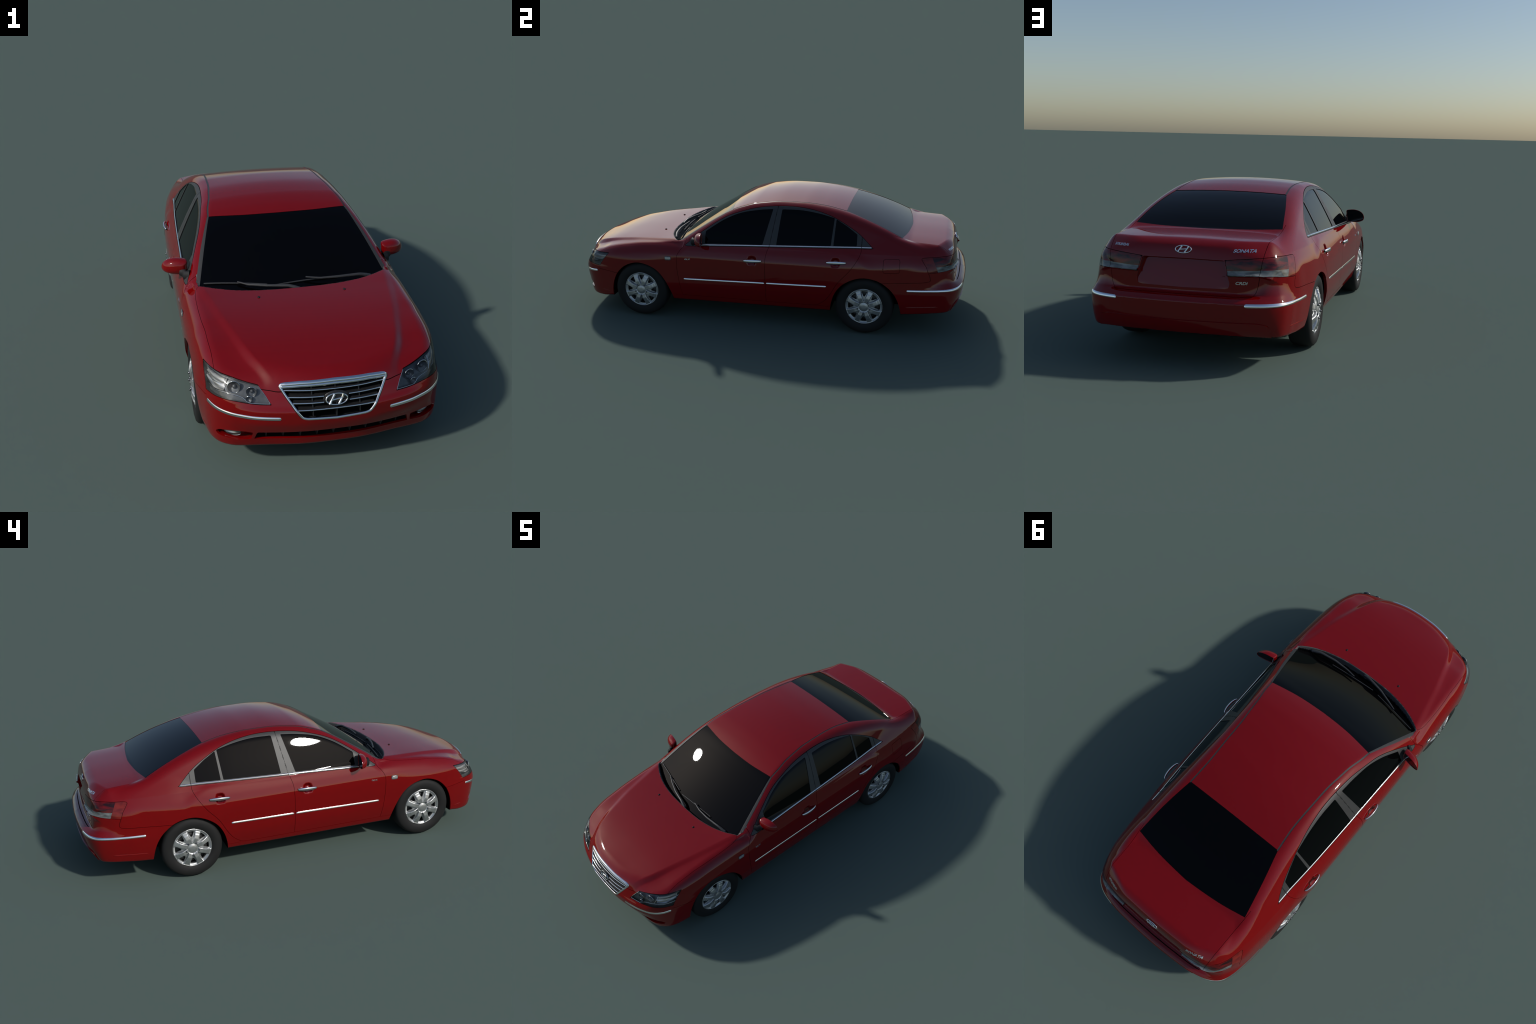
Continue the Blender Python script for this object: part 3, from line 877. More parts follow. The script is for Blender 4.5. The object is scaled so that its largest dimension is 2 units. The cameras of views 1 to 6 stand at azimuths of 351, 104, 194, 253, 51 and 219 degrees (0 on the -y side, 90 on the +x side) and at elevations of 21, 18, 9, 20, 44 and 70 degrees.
recess('plate_recess', (.9515, -.26), (0, -1, 0), 'paint', 'paint', parent=boot_lid)
recess('grille_opening', .080, (0, 1, 0), 'void', 'mesh_black')
recess('intake_opening', .075, (0, 1, 0), 'void', 'mesh_black', parent=front_bumper)
recess('fog_opening', .028, (-.35, .93, 0), 'paint', 'paint', pair=True, parent=front_bumper)

# ---------------------------------------------------------------- helpers ----
def grid_part(G, closed_u=False, closed_v=False, mat=0, flip=False):
    """Quad grid (nu, nv, 3) as a Part with smooth normals."""
    G = np.asarray(G, float); nu, nv = G.shape[:2]
    U = np.arange(nu if closed_u else nu - 1); Wv = np.arange(nv if closed_v else nv - 1)
    u, v = np.meshgrid(U, Wv, indexing='ij'); u = u.ravel(); v = v.ravel()
    u1 = (u + 1) % nu; v1 = (v + 1) % nv
    a, b, c, d = u * nv + v, u1 * nv + v, u1 * nv + v1, u * nv + v1
    T = np.vstack([np.stack([a, b, c], 1), np.stack([a, c, d], 1)])
    if flip:
        T = T[:, ::-1]
    V = G.reshape(-1, 3)
    return Part(V, vertex_normals(V, T), T, np.full(len(T), mat))

def bar(P, N, half_w, proud, taper=.012, sink=.002, nprof=9, up=None):
    """Rounded moulding laid along skin points P with outward normals N."""
    P = np.asarray(P, float); N = np.asarray(N, float)
    t = np.gradient(P, axis=0); t /= np.linalg.norm(t, axis=1)[:, None]
    side = np.cross(N, t); side /= np.linalg.norm(side, axis=1)[:, None]
    L = np.concatenate([[0], np.cumsum(np.linalg.norm(np.diff(P, axis=0), axis=1))])
    e = np.minimum(np.minimum(L, L[-1] - L) / taper, 1) if taper else np.ones(len(P))
    k = .25 + .75 * np.sqrt(np.clip(1 - (1 - e) ** 2, 0, 1))
    a = np.linspace(0, np.pi, nprof)
    top = 1.0 if side[:, 2].mean() > 0 else -1.0
    prof = [(top, 0), (.72 * top, .42), (.35 * top, .74), (-.1 * top, .95), (-.42 * top, 1.0), (-.66 * top, .92), (-.82 * top, .66), (-.93 * top, .3), (-top, 0)]
    G = np.stack([P + side * (half_w * c) * k[:, None] + N * ((proud + sink) * s * k[:, None] - sink) for c, s in prof], 1)
    p = grid_part(G)
    n = len(P)
    caps = []
    for row, rev in ((0, True), (n - 1, False)):
        ring = G[row]; c = ring.mean(0)
        V = np.vstack([c, ring]); T = np.array([(0, i, i + 1) for i in range(1, nprof)])
        if rev: T = T[:, ::-1]
        caps.append(Part(V, vertex_normals(V, T), T))
    q = join(p, *caps)
    # face outwards
    if (q.N[:len(p.V)] * np.repeat(N, nprof, axis=0)).sum() < 0:
        q.T = q.T[:, ::-1]; q.N = -q.N
    return q

def tube(P, r, n=10, flat=1.0, up=(0, 0, 1), closed=False, cap=True, radii=None):
    P = np.asarray(P, float)
    if closed:
        t = np.roll(P, -1, 0) - np.roll(P, 1, 0)
    else:
        t = np.gradient(P, axis=0)
    t /= np.linalg.norm(t, axis=1)[:, None]
    up = np.broadcast_to(np.asarray(up, float), P.shape)
    s = np.cross(t, up); s /= np.maximum(np.linalg.norm(s, axis=1), 1e-9)[:, None]
    w = np.cross(s, t)
    R = np.full(len(P), r) if radii is None else np.asarray(radii)
    a = np.arange(n) * 2 * np.pi / n
    G = np.stack([P + (s * np.cos(q) * flat + w * np.sin(q)) * R[:, None] for q in a], 1)
    p = grid_part(G, closed_u=closed, closed_v=True, flip=True)
    if cap and not closed:
        caps = []
        for row, rev in ((0, False), (len(P) - 1, True)):
            V = np.vstack([P[row], G[row]]); T = np.array([(0, 1 + i, 1 + (i + 1) % n) for i in range(n)])
            if rev: T = T[:, ::-1]
            caps.append(Part(V, vertex_normals(V, T), T[:, ::-1]))
        p = join(p, *caps)
    c = (p.V - np.repeat(P, n, 0)[:len(P) * n] if False else p.V[:len(P) * n] - np.repeat(P, n, 0))
    if (c * p.N[:len(P) * n]).sum() < 0:
        p.T = p.T[:, ::-1]; p.N = -p.N
    return p

def revolve_x(profile, n=96, mat=0):
    """Profile of (x, r) turned about the x axis."""
    a = np.arange(n) * 2 * np.pi / n
    G = np.stack([np.stack([np.full(n, x), r * np.cos(a), r * np.sin(a)], 1) for x, r in profile], 0)
    return grid_part(G, closed_v=True, mat=mat)

def box(c, size, R=None):
    s = np.array(size) / 2
    V = np.array([(i, j, k) for i in (-1, 1) for j in (-1, 1) for k in (-1, 1)], float) * s
    Q = [(0, 1, 3, 2), (4, 6, 7, 5), (0, 4, 5, 1), (2, 3, 7, 6), (0, 2, 6, 4), (1, 5, 7, 3)]
    VV, NN, TT = [], [], []
    for q in Q:
        pts = V[list(q)]; nrm = np.cross(pts[1] - pts[0], pts[2] - pts[0]); nrm /= np.linalg.norm(nrm)
        o = len(VV) * 4; VV.append(pts); NN.append([nrm] * 4); TT += [(o, o + 1, o + 2), (o, o + 2, o + 3)]
    VV = np.vstack(VV); NN = np.vstack(NN)
    if R is not None:
        VV = VV @ np.asarray(R).T; NN = NN @ np.asarray(R).T
    return Part(VV + np.asarray(c), NN, TT)

def moved(p, d):
    return Part(p.V + np.asarray(d), p.N, p.T, p.M)

def ellipsoid(c, r, n=20, m=12):
    th = np.linspace(1e-3, np.pi - 1e-3, m); ph = np.arange(n) * 2 * np.pi / n
    G = np.stack([np.stack([np.sin(t) * np.cos(ph), np.sin(t) * np.sin(ph), np.full(n, np.cos(t))], 1) for t in th], 0)
    p = grid_part(G * np.array(r), closed_v=True, flip=True)
    if ((p.V) * p.N).sum() < 0:
        p.T = p.T[:, ::-1]; p.N = -p.N
    return moved(p, c)

# ------------------------------------------------------------ bright strips --
y = np.linspace(-.372, .0475, 60); P, N = side_points(y, np.interp(y, [-.372, .352], [.2185, .2335]))
child_pair('door_moulding', bar(P, N, .0056, .0024, taper=.004), 'chrome', fdoors)
y = np.linspace(.0525, .352, 50); P, N = side_points(y, np.interp(y, [-.372, .352], [.2185, .2335]))
child_pair('door_moulding', bar(P, N, .0056, .0024, taper=.004), 'chrome', rdoors)
for y0, y1, par in ((-.285, .0635, fdoors), (.0655, .5075, rdoors), (.5105, .556, quarters)):
    y = np.linspace(y0, y1, 50); P, N = side_points(y, belt(y) + .0058)
    child_pair('belt_moulding', bar(P, N, .0038, .0016, taper=0), 'chrome', par)
s = np.concatenate([np.linspace(.163, .300, 40), np.linspace(.304, .418, 50)])
P, N = wall_points(s, np.interp(s, [.163, .246, .29, .352, .418], [.2045, .2050, .2075, .2125, .2195]))
a = publish('bumper_moulding', bar(P, N, .0068, .0024, taper=.006), 'chrome', parent=front_bumper)
b = a.copy(); COL.objects.link(b); b.matrix_local = Matrix.Scale(-1, 4, (1, 0, 0))
s = np.linspace(2.001, 2.343, 90)
P, N = wall_points(s, np.interp(s, [2.0, 2.1, 2.2, 2.343], [.2355, .2375, .2395, .2375]))
a = publish('bumper_moulding', bar(P, N, .0068, .0020, taper=.006), 'chrome', parent=rear_bumper)
b = a.copy(); COL.objects.link(b); b.matrix_local = Matrix.Scale(-1, 4, (1, 0, 0))

# faint pressed lines low on the bumper sides
for s0, s1, z0, z1, par in ((1.997, 2.155, .1485, .1565, rear_bumper), (.440, .486, .118, .1125, front_bumper)):
    s = np.linspace(s0, s1, 30); P, N = wall_points(s, np.linspace(z0, z1, 30))
    a = publish('bumper_crease', bar(P, N, .0045, .0012, taper=.02, sink=.001), 'paint', parent=par)
    b = a.copy(); COL.objects.link(b); b.matrix_local = Matrix.Scale(-1, 4, (1, 0, 0))

# ------------------------------------------------------------ door handles ---
for par, (a, b) in ((fdoors, HANDLES['front_door']), (rdoors, HANDLES['rear_door'])):
    t = np.linspace(0, 1, 28)
    yy = a[0] + (b[0] - a[0]) * t; zz = a[1] + (b[1] - a[1]) * t
    ends, Nn = side_points(np.array([a[0], b[0]]), np.array([a[1], b[1]]))
    Pm = ends[0] + (ends[1] - ends[0]) * t[:, None]
    nn = Nn.mean(0); nn /= np.linalg.norm(nn)
    off = .0035 + .0095 * np.sin(np.pi * t) ** .55
    rad = .0072 * (.6 + .45 * np.sin(np.pi * np.clip(t, .02, .98)) ** .5)
    h = tube(Pm + nn * off[:, None], 1, n=14, flat=.62, up=(0, 0, 1), radii=rad)
    child_pair('door_handle', h, 'chrome', par)

# ----------------------------------------------------------------- grille ----
grille = bpy.data.objects.new('radiator_grille', None); COL.objects.link(grille); grille.parent = ROOT
half = rounded([(-.10, .3005), (.10, .2985), (.1615, .2930), (.147, .2695), (.1215, .2315), (.1015, .2045), (.088, .2005), (-.10, .1968)], .011, 8)
half = half[half[:, 0] > .0005]
o = np.argsort(np.arctan2(half[:, 1] - .25, half[:, 0]))[::-1]
half = half[o]
loop = np.vstack([[(0, .3010)], half, [(0, .1965)]])
seg = np.concatenate([[0], np.cumsum(np.linalg.norm(np.diff(loop, axis=0), axis=1))])
uu = np.linspace(0, seg[-1], 110)
loop = np.column_stack([np.interp(uu, seg, loop[:, 0]), np.interp(uu, seg, loop[:, 1])])
P, N = front_points(loop[:, 0], loop[:, 1])
P[:, 1] += .0036
wide = np.where(loop[:, 1] > .2905, .0078, .0044)
wide = np.convolve(np.pad(wide, 4, mode='edge'), np.ones(9) / 9, 'valid')
P3 = np.vstack([P, P[-2:0:-1] * (-1, 1, 1)]); R3 = np.concatenate([wide, wide[-2:0:-1]])
publish('grille_surround', tube(P3, 1, n=12, flat=1.0, up=(0, -1, 0), closed=True, radii=R3), 'chrome', parent=grille)
x = np.linspace(-.160, .160, 81); zc = np.interp(np.abs(x), [0, .10, .16], [.2990, .2972, .2925])
P, N = front_points(np.abs(x), zc); P[:, 0] = x; N[:, 0] *= np.where(x < 0, -1, 1)
N = N * (1, .8, 1) + (0, 0, .25); N /= np.linalg.norm(N, axis=1)[:, None]
publish('grille_header', bar(P, N, .0078, .0022, taper=.006), 'chrome', parent=grille)
for z, xe in ((.2800, .149), (.2625, .139), (.2465, .127), (.2285, .114)):
    x = np.linspace(-xe, xe, 61)
    P, N = front_points(np.abs(x), np.full(61, z)); P[:, 0] = x
    P[:, 1] += .002
    for lo, hi in (((-xe, xe),) if z in (.2800, .2285) else ((-xe, -.036), (.036, xe))):
        m = (x >= lo - 1e-6) & (x <= hi + 1e-6)
        publish('grille_slat', tube(P[m], .0021, n=8, up=(0, 0, 1)), 'chrome', parent=grille)
    # dark blade behind each bright edge
    Gd = np.stack([P + (0, .001, .0020), P + (0, .026, .0032), P + (0, .026, .0012), P + (0, .001, -.0020)], 1)
    publish('grille_blade', grid_part(Gd, closed_v=True), 'mesh_black', parent=grille, smooth=False)
for x, z0, z1 in ((-.07, .206, .298), (0, .20, .298), (.07, .206, .298)):
    zz = np.linspace(z0, z1, 14); P, N = front_points(np.full(14, abs(x)), zz); P[:, 0] = x
    Gd = np.stack([P + (-.0014, .008, 0), P + (.0014, .008, 0), P + (.0014, .03, 0), P + (-.0014, .03, 0)], 1)
    publish('grille_divider', grid_part(Gd, closed_v=True), 'mesh_black', parent=grille, smooth=False)

def slanted_h_badge(name, center, wx, wz, normal, depth, parent):
    """Oval ring round a leaning letter form, in chrome."""
    n = np.array(normal, float); n /= np.linalg.norm(n)
    right = np.cross((0, 0, 1), n); right /= np.linalg.norm(right)
    up = np.cross(n, right)
    def w(p, d=0.0):
        p = np.atleast_2d(p); return np.asarray(center) + p[:, :1] * right + p[:, 1:2] * up + n * d
    a = np.arange(64) * 2 * np.pi / 64
    ring = tube(w(np.column_stack([np.cos(a) * wx * .93, np.sin(a) * wz * .90])), wz * .115, n=10, up=n, closed=True)
    parts = [ring]
    def stroke(pts, widths):
        P = spline(pts, 8); wd = np.interp(np.linspace(0, 1, len(P)), np.linspace(0, 1, len(widths)), widths)
        parts.append(tube(w(P, depth * .1), 1, n=8, flat=1, up=n, radii=wd))
    k = wz
    stroke([(-.62 * wx, -.72 * wz), (-.45 * wx, -.1 * wz), (-.16 * wx, .80 * wz)], [k * .27, k * .17, k * .24])
    stroke([(.16 * wx, -.80 * wz), (.45 * wx, .1 * wz), (.62 * wx, .72 * wz)], [k * .24, k * .17, k * .27])
    stroke([(-.42 * wx, -.10 * wz), (0, .0 * wz), (.42 * wx, .10 * wz)], [k * .16, k * .14, k * .16])
    return publish(name, join(*parts), 'chrome', parent=parent)

slanted_h_badge('badge', (0, -.987, .2525), .034, .0185, (0, -1, .28), .003, grille)
q = ellipsoid((0, 0, 0), (.039, .006, .0235), 32, 14); q = moved(q, (0, -.9795, .2535))
publish('badge_backing', q, 'mesh_black', parent=grille)
# emblem sits proud of the skin on the boot
bp_, bn_ = rear_points(np.array([0.0]), np.array([.4085]))
slanted_h_badge('badge', bp_[0] + bn_[0] * .002, .0305, .0145, bn_[0], .002, boot_lid)

# ----------------------------------------------------------- lower intake ----
for z in ():
    x = np.linspace(-.228, .228, 61); P, N = front_points(np.abs(x), np.full(61, z)); P[:, 0] = x
    Gd = np.stack([P + (0, .010, .002), P + (0, .035, .002), P + (0, .035, -.002), P + (0, .010, -.002)], 1)
    publish('intake_blade', grid_part(Gd, closed_v=True), 'mesh_black', parent=front_bumper, smooth=False)
for x in np.linspace(-.20, .20, 9):
    zz = np.array([.116, .134, .153]); P, N = front_points(np.full(3, abs(x)), zz); P[:, 0] = x
    Gd = np.stack([P + (-.0014, .012, 0), P + (.0014, .012, 0), P + (.0014, .07, 0), P + (-.0014, .07, 0)], 1)
    publish('intake_vane', grid_part(Gd, closed_v=True), 'rubber_trim', parent=front_bumper, smooth=False)

# -------------------------------------------------------------- fog lamps ----
fx = np.linspace(.268, .334, 16)
fzt = np.interp(fx, [.268, .30, .334], [.1450, .1440, .1375]); fzb = np.interp(fx, [.268, .31, .334], [.1175, .1165, .1215])
G = []
for k in np.linspace(0, 1, 8):
    P, N = front_points(fx, fzb + (fzt - fzb) * k); G.append(P + (-.005, .012, 0) + np.outer(np.ones(16), (0, .004, 0)) * (2 * k - 1) ** 2)
a = publish('fog_lamp', grid_part(np.array(G), flip=True), 'lens', parent=front_bumper)
b = a.copy(); COL.objects.link(b); b.matrix_local = Matrix.Scale(-1, 4, (1, 0, 0))
lampc, _ = front_points(np.array([.303]), np.array([.1305]))
th = np.linspace(.02, 1.2, 8); ph = np.arange(24) * 2 * np.pi / 24
G = np.stack([np.stack([np.sin(t) * np.cos(ph) * .030, -np.cos(t) * .010 + 0 * ph + .006, np.sin(t) * np.sin(ph) * .0145], 1) for t in th], 0)
bowl = grid_part(G * (1, -1, 1), closed_v=True)
rz = Matrix.Rotation(math.radians(32), 3, 'Z'); Rm = np.array(rz)
bowl = Part(bowl.V @ Rm.T + lampc[0] + (-.008, .019, 0), bowl.N @ Rm.T, bowl.T)
a = publish('fog_reflector', bowl, 'lamp_ribs', parent=front_bumper)
b = a.copy(); COL.objects.link(b); b.matrix_local = Matrix.Scale(-1, 4, (1, 0, 0))

# -------------------------------------------------------------- headlamps ----
hl = take('headlamp')
lens = publish('headlamp', skirt(hl, .004), 'lens')
lens_m = mirror_copy(lens)
HLP = (lens, lens_m)
floor = Part(hl.V - hl.N * .0135, hl.N, hl.T)
wls = skirt(hl, .0135); wls = Part(wls.V[len(hl.V):], -wls.N[len(hl.V):], (wls.T[len(hl.T):] - len(hl.V))[:, ::-1])
child_pair('lamp_housing', join(floor, wls), 'lamp_shell', HLP)

def lamp_bowl(s, z, r, depth, mat, sink=.004, ring=True, bulb=True):
    P, N = wall_points(np.array([s]), np.array([z]))
    n = np.array([.30, -1, 0.05]); n /= np.linalg.norm(n)
    right = np.cross((0, 0, 1), n); right /= np.linalg.norm(right); up = np.cross(n, right)
    c = P[0] - N[0] * sink
    t = np.linspace(.03, 1, 10); a = np.arange(36) * 2 * np.pi / 36
    G = np.stack([c + np.outer(np.cos(a) * k * r, right) + np.outer(np.sin(a) * k * r, up) - n * depth * (1 - k * k) for k in t], 0)
    p = grid_part(G, closed_v=True)
    if (p.N @ n).sum() < 0: p.T = p.T[:, ::-1]; p.N = -p.N
    child_pair('lamp_reflector', p, mat, HLP)
    if ring:
        child_pair('lamp_bezel', tube(c + np.outer(np.cos(a) * r, right) + np.outer(np.sin(a) * r, up), .0012, n=8, up=n, closed=True), 'reflector', HLP)
    if bulb:
        child_pair('lamp_bulb', ellipsoid(c - n * (depth * .55), (r * .36,) * 3, 20, 12), 'lamp_shell', HLP)
lamp_bowl(.314, .2850, .0185, .010, 'lamp_shell', sink=.005)
lamp_bowl(.256, .2745, .0155, .010, 'lamp_shell', sink=.005)
lamp_bowl(.262, .2560, .0095, .006, 'lamp_shell', sink=.004, bulb=False)
# side reflector of the indicator, ribbed
ss = np.linspace(.352, .462, 16); G = []
for k in np.linspace(0, 1, 9):
    zz = np.interp(ss, [.352, .40, .462], [.270, .2655, .283]) * (1 - k) + np.interp(ss, [.352, .40, .462], [.303, .306, .308]) * k
    P, N = wall_points(ss, zz); G.append(P - N * (.006 + .004 * np.sin(np.pi * k) + .003 * np.sin(k * 9.4) ** 2))
p = grid_part(np.array(G)); 
if p.N[:, 0].sum() < 0: p.T = p.T[:, ::-1]; p.N = -p.N
child_pair('lamp_reflector', p, 'lamp_ribs', HLP)
def lamp_line(pts, sink, r=.0013):
    q = spline(pts, 8); P, N = wall_points(q[:, 0], q[:, 1])
    child_pair('lamp_bezel', tube(P - N * sink, r, n=6), 'chrome', HLP)
lamp_line([(.455, .268), (.40, .264), (.335, .268), (.283, .2605), (.262, .2475), (.235, .2455), (.198, .2455)], .003)
lamp_line([(.470, .293), (.41, .285), (.352, .289)], .005)
lamp_line([(.362, .303), (.352, .288), (.338, .270)], .005)
lamp_line([(.236, .2885), (.212, .266), (.196, .2455)], .002)

# -------------------------------------------------------------- tail lamps ---
tails = publish_pair('tail_lamp', skirt(take('tail_lamp'), .005), 'tail_red')
child_pair('tail_lamp_indicator', skirt(take('tail_amber'), .005), 'tail_amber', tails)
child_pair('tail_lamp_reversing_band', skirt(pushed(take('tail_clear'), -.0006), .005), 'tail_clear', tails)
lt = publish_pair('boot_lamp', skirt(take('lid_tail'), .005), 'tail_red')
child_pair('boot_lamp_reversing_band', skirt(pushed(take('lid_clear'), -.0006), .005), 'tail_clear', lt)

# -------------------------------------------------------- wheel arch liners --
for arch, cy in ((ARCH_F, HUB_F), (ARCH_R, HUB_R)):
    A = arch[(arch[:, 1] > .104)]
    rings = [(.205, 1.06), (.30, 1.06), (.345, 1.06), (.358, 1.045), (.366, 1.006)]
    G = np.stack([np.column_stack([np.full(len(A), x), (A - (cy, HUB_Z)) * k + (cy, HUB_Z)]) for x, k in rings], 0)
    Q = A
    liner = grid_part(G)
    c = np.array([.3, cy, HUB_Z])
    if ((c - liner.V) * liner.N).sum() < 0: liner.T = liner.T[:, ::-1]; liner.N = -liner.N
    Vc = np.vstack([[.205, cy, .14], G[0]]); Tc = np.array([(0, i, i + 1) for i in range(1, len(Q))])
    cap = Part(Vc, np.tile([1., 0, 0], (len(Vc), 1)), Tc)
    fn = np.cross(Vc[1] - Vc[0], Vc[2] - Vc[0])
    if fn[0] < 0: cap.T = cap.T[:, ::-1]
    publish_pair('wheel_arch_liner', join(liner, cap), 'void')

# ----------------------------------------------------------------- wheels ----
TR = .1398
tyre = revolve_x([(-.078, .088), (-.086, .094), (-.0905, .104), (-.0915, .116), (-.089, .128), (-.083, .1355), (-.074, .1388), (-.060, TR), (-.030, TR),
                  (-.016, .1388), (-.007, .1355), (-.001, .128), (.0018, .116), (.0012, .104), (-.002, .0945), (-.006, .0895), (-.011, .088)], 128)
cyl = np.concatenate([np.zeros((len(tyre.V), 1)), tyre.V[:, 1:]], 1)
if (cyl * tyre.N).sum() < 0: tyre.T = tyre.T[:, ::-1]; tyre.N = -tyre.N

def wheel_cover():
    """Cast eight-spoke cover: height of the face over the hub plane by radius and angle."""
    nr, na = 70, 384
    r = np.concatenate([np.linspace(.0005, .018, 12), np.linspace(.0185, .0895, nr - 12)])
    a = np.arange(na) * 2 * np.pi / na
    Rr, Aa = np.meshgrid(r, a, indexing='ij')
    step = 2 * np.pi / 8
    off = Aa % step - step / 2                       # angle from spoke axis
    arc = np.abs(off) * Rr                                        # distance from spoke centre line
    half_w = np.interp(Rr, [.02, .04, .06, .08, .09], [.010, .0098, .0105, .0125, .014])
    crown = np.sqrt(np.clip(1 - (arc / (half_w * 1.25)) ** 2, 0, 1))
    base = np.interp(Rr, [0, .02, .03, .05, .070, .080, .084, .0865, .0895], [.000, -.001, -.004, -.006, -.011, -.011, -.008, -.0045, -.007])
    ridge = np.interp(Rr, [0, .018, .024, .045, .065, .078, .085, .0895], [0, .002, .0075, .0120, .0125, .009, .003, 0])
    h = base + ridge * smoothstep(0, .8, crown)
    dome = .0055 * np.sqrt(np.clip(1 - (Rr / .0195) ** 2, 0, 1)) ** 1.2
    h = h + dome
    well = smoothstep(.0195, .0225, Rr) * smoothstep(.0275, .0245, Rr) * .003
    h = h - well
    G = np.stack([h, Rr * np.cos(Aa), Rr * np.sin(Aa)], 2)
    p = grid_part(G, closed_v=True)
    if p.N[:, 0].sum() < 0: p.T = p.T[:, ::-1]; p.N = -p.N
    sk = Skin(p.V, p.N, p.T)
    def hole(V):
        rr = np.hypot(V[:, 1], V[:, 2]); aa = np.arctan2(V[:, 2], V[:, 1])
        o = (aa + step / 2) % step - step / 2
        t = np.abs(o) * rr
        wd = np.interp(rr, [.044, .052, .060, .0745], [.000, .0042, .0080, .0142])
        return smax(smax(t - wd, .0505 - rr, .003), rr - .0768, .004)
    f = sk.split(hole(sk.V))
    sk.keep(hole(sk.V[sk.T].mean(1)) > 0); sk.compact()
    q = Part(sk.V, sk.N, sk.T)
    E = border(q.T)
    # thickness at the openings
    return skirt(q, .008, (-1, 0, 0))
cover = wheel_cover()
barrel = revolve_x([(-.006, .0893), (-.010, .0865), (-.035, .084), (-.055, .083)], 96)
if (np.concatenate([np.zeros((len(barrel.V), 1)), barrel.V[:, 1:]], 1) * barrel.N).sum() > 0: barrel.T = barrel.T[:, ::-1]; barrel.N = -barrel.N
backing = revolve_x([(-.030, .0005), (-.030, .040), (-.026, .044), (-.026, .070), (-.034, .072), (-.040, .0835)], 64)
if backing.N[:, 0].sum() < 0: backing.T = backing.T[:, ::-1]; backing.N = -backing.N

wheel_data = None
for sx in (1, -1):
    for cy, fx_ in ((HUB_F, .3870), (HUB_R, .3870)):
        piv = bpy.data.objects.new('wheel', None); COL.objects.link(piv); piv.parent = ROOT
        piv.location = (sx * fx_, cy, HUB_Z)
        if sx < 0: piv.scale = (-1, 1, 1)
        if wheel_data is None:
            wheel_data = [publish('tyre', tyre, 'tyre', parent=piv), publish('rim', join(cover, barrel), 'alloy', parent=piv), publish('brake_disc', backing, 'disc', parent=piv)]
            nut = ellipsoid((0, 0, 0), (.0052, .0042, .0042), 14, 9)
            for k in range(5):
                aa = math.radians(-90 + 72 * k)
                ob = publish('lug_nut', nut, 'nut', parent=piv) if k == 0 else wheel_data[3].copy()
                if k: COL.objects.link(ob); ob.parent = piv
                ob.location = (.0065, .0300 * math.cos(aa), .0300 * math.sin(aa)); wheel_data.append(ob)
        else:
            for w0 in wheel_data:
                c = w0.copy(); COL.objects.link(c); c.parent = piv

# ---------------------------------------------------------------- mirrors ----
outline = spline([(.3615, .450), (.378, .4545), (.400, .4555), (.424, .4505), (.441, .4385), (.4475, .4225), (.444, .409), (.430, .4005), (.405, .3965), (.380, .397), (.3665, .401), (.3625, .415), (.361, .435)], 6, closed=True)
cx, cz = .402, .425
rings = []
for t in 1 - (1 - np.linspace(0, 1, 16)) ** 1.6:
    k = max((1 - t ** 2.8) ** (1 / 2.4), .02)
    dep = .034 * t
    x = cx - .010 * t + (outline[:, 0] - cx) * k; z = cz + (outline[:, 1] - cz) * k
    yr = -.279 + .018 * (x - .36) / .09
    rings.append(np.column_stack([x, yr - dep, z]))
inner = []
for k, dp in ((.965, -.0005), (.93, .002)):
    x = cx + (outline[:, 0] - cx) * k; z = cz + (outline[:, 1] - cz) * k
    inner.append(np.column_stack([x, -.279 + .018 * (x - .36) / .09 - dp, z]))
G = np.array(inner[::-1] + rings)
p = grid_part(G, closed_v=True)
if ((p.V - (cx, -.295, cz)) * p.N).sum() < 0: p.T = p.T[:, ::-1]; p.N = -p.N
mirr = child_pair('door_mirror', p, 'paint', fdoors)
ring = inner[-1]; c = ring.mean(0)
Vg = np.vstack([c, ring]) ; n = len(ring); Tg = np.array([(0, 1 + i, 1 + (i + 1) % n) for i in range(n)])
if np.cross(Vg[Tg[0, 1]] - c, Vg[Tg[0, 2]] - c)[1] < 0: Tg = Tg[:, ::-1]
child_pair('mirror_glass', Part(Vg, vertex_normals(Vg, Tg), Tg), 'mirror', fdoors)
base, bn = side_points(np.array([-.326]), np.array([.4045]))
child_pair('mirror_foot', join(tube(np.array([base[0] + (-.012, -.002, 0), base[0] + (.004, .004, .0), (.372, -.309, .409), (.385, -.302, .411)]), 1, n=12, flat=1.6, up=(0, 1, 0), radii=[.013, .011, .009, .008])), 'black', fdoors)

# ----------------------------------------------------------------- wipers ----
def on_screen(pts, lift):
    q = np.array(pts, float); P, N = top_points(np.abs(q[:, 0]), q[:, 1]); P[:, 0] = q[:, 0]; N[:, 0] *= np.sign(q[:, 0]) + (q[:, 0] == 0)
    return P + N * lift
def wiper(blade, arm):
    w = bpy.data.objects.new('wiper', None); COL.objects.link(w); w.parent = ROOT
    B = on_screen(np.linspace(blade[0], blade[1], 14), .0035)
    publish('wiper_blade', tube(B, .0029, n=8, flat=.7, up=(0, 0, 1)), 'rubber_trim', parent=w)
    A = np.array(arm, float)
    L = np.linspace(0, len(A) - 1, 24)
    A = np.column_stack([np.interp(L, np.arange(len(arm)), A[:, k]) for k in range(3)])
    publish('wiper_arm', tube(A, 1, n=8, flat=1.0, up=(0, 0, 1), radii=np.interp(np.linspace(0, 1, 24), [0, .12, .25, 1], [.0075, .0075, .006, .0028])), 'rubber_trim', parent=w)
    publish('wiper_pivot', ellipsoid(tuple(arm[0]), (.008, .008, .006), 16, 10), 'rubber_trim', parent=w)
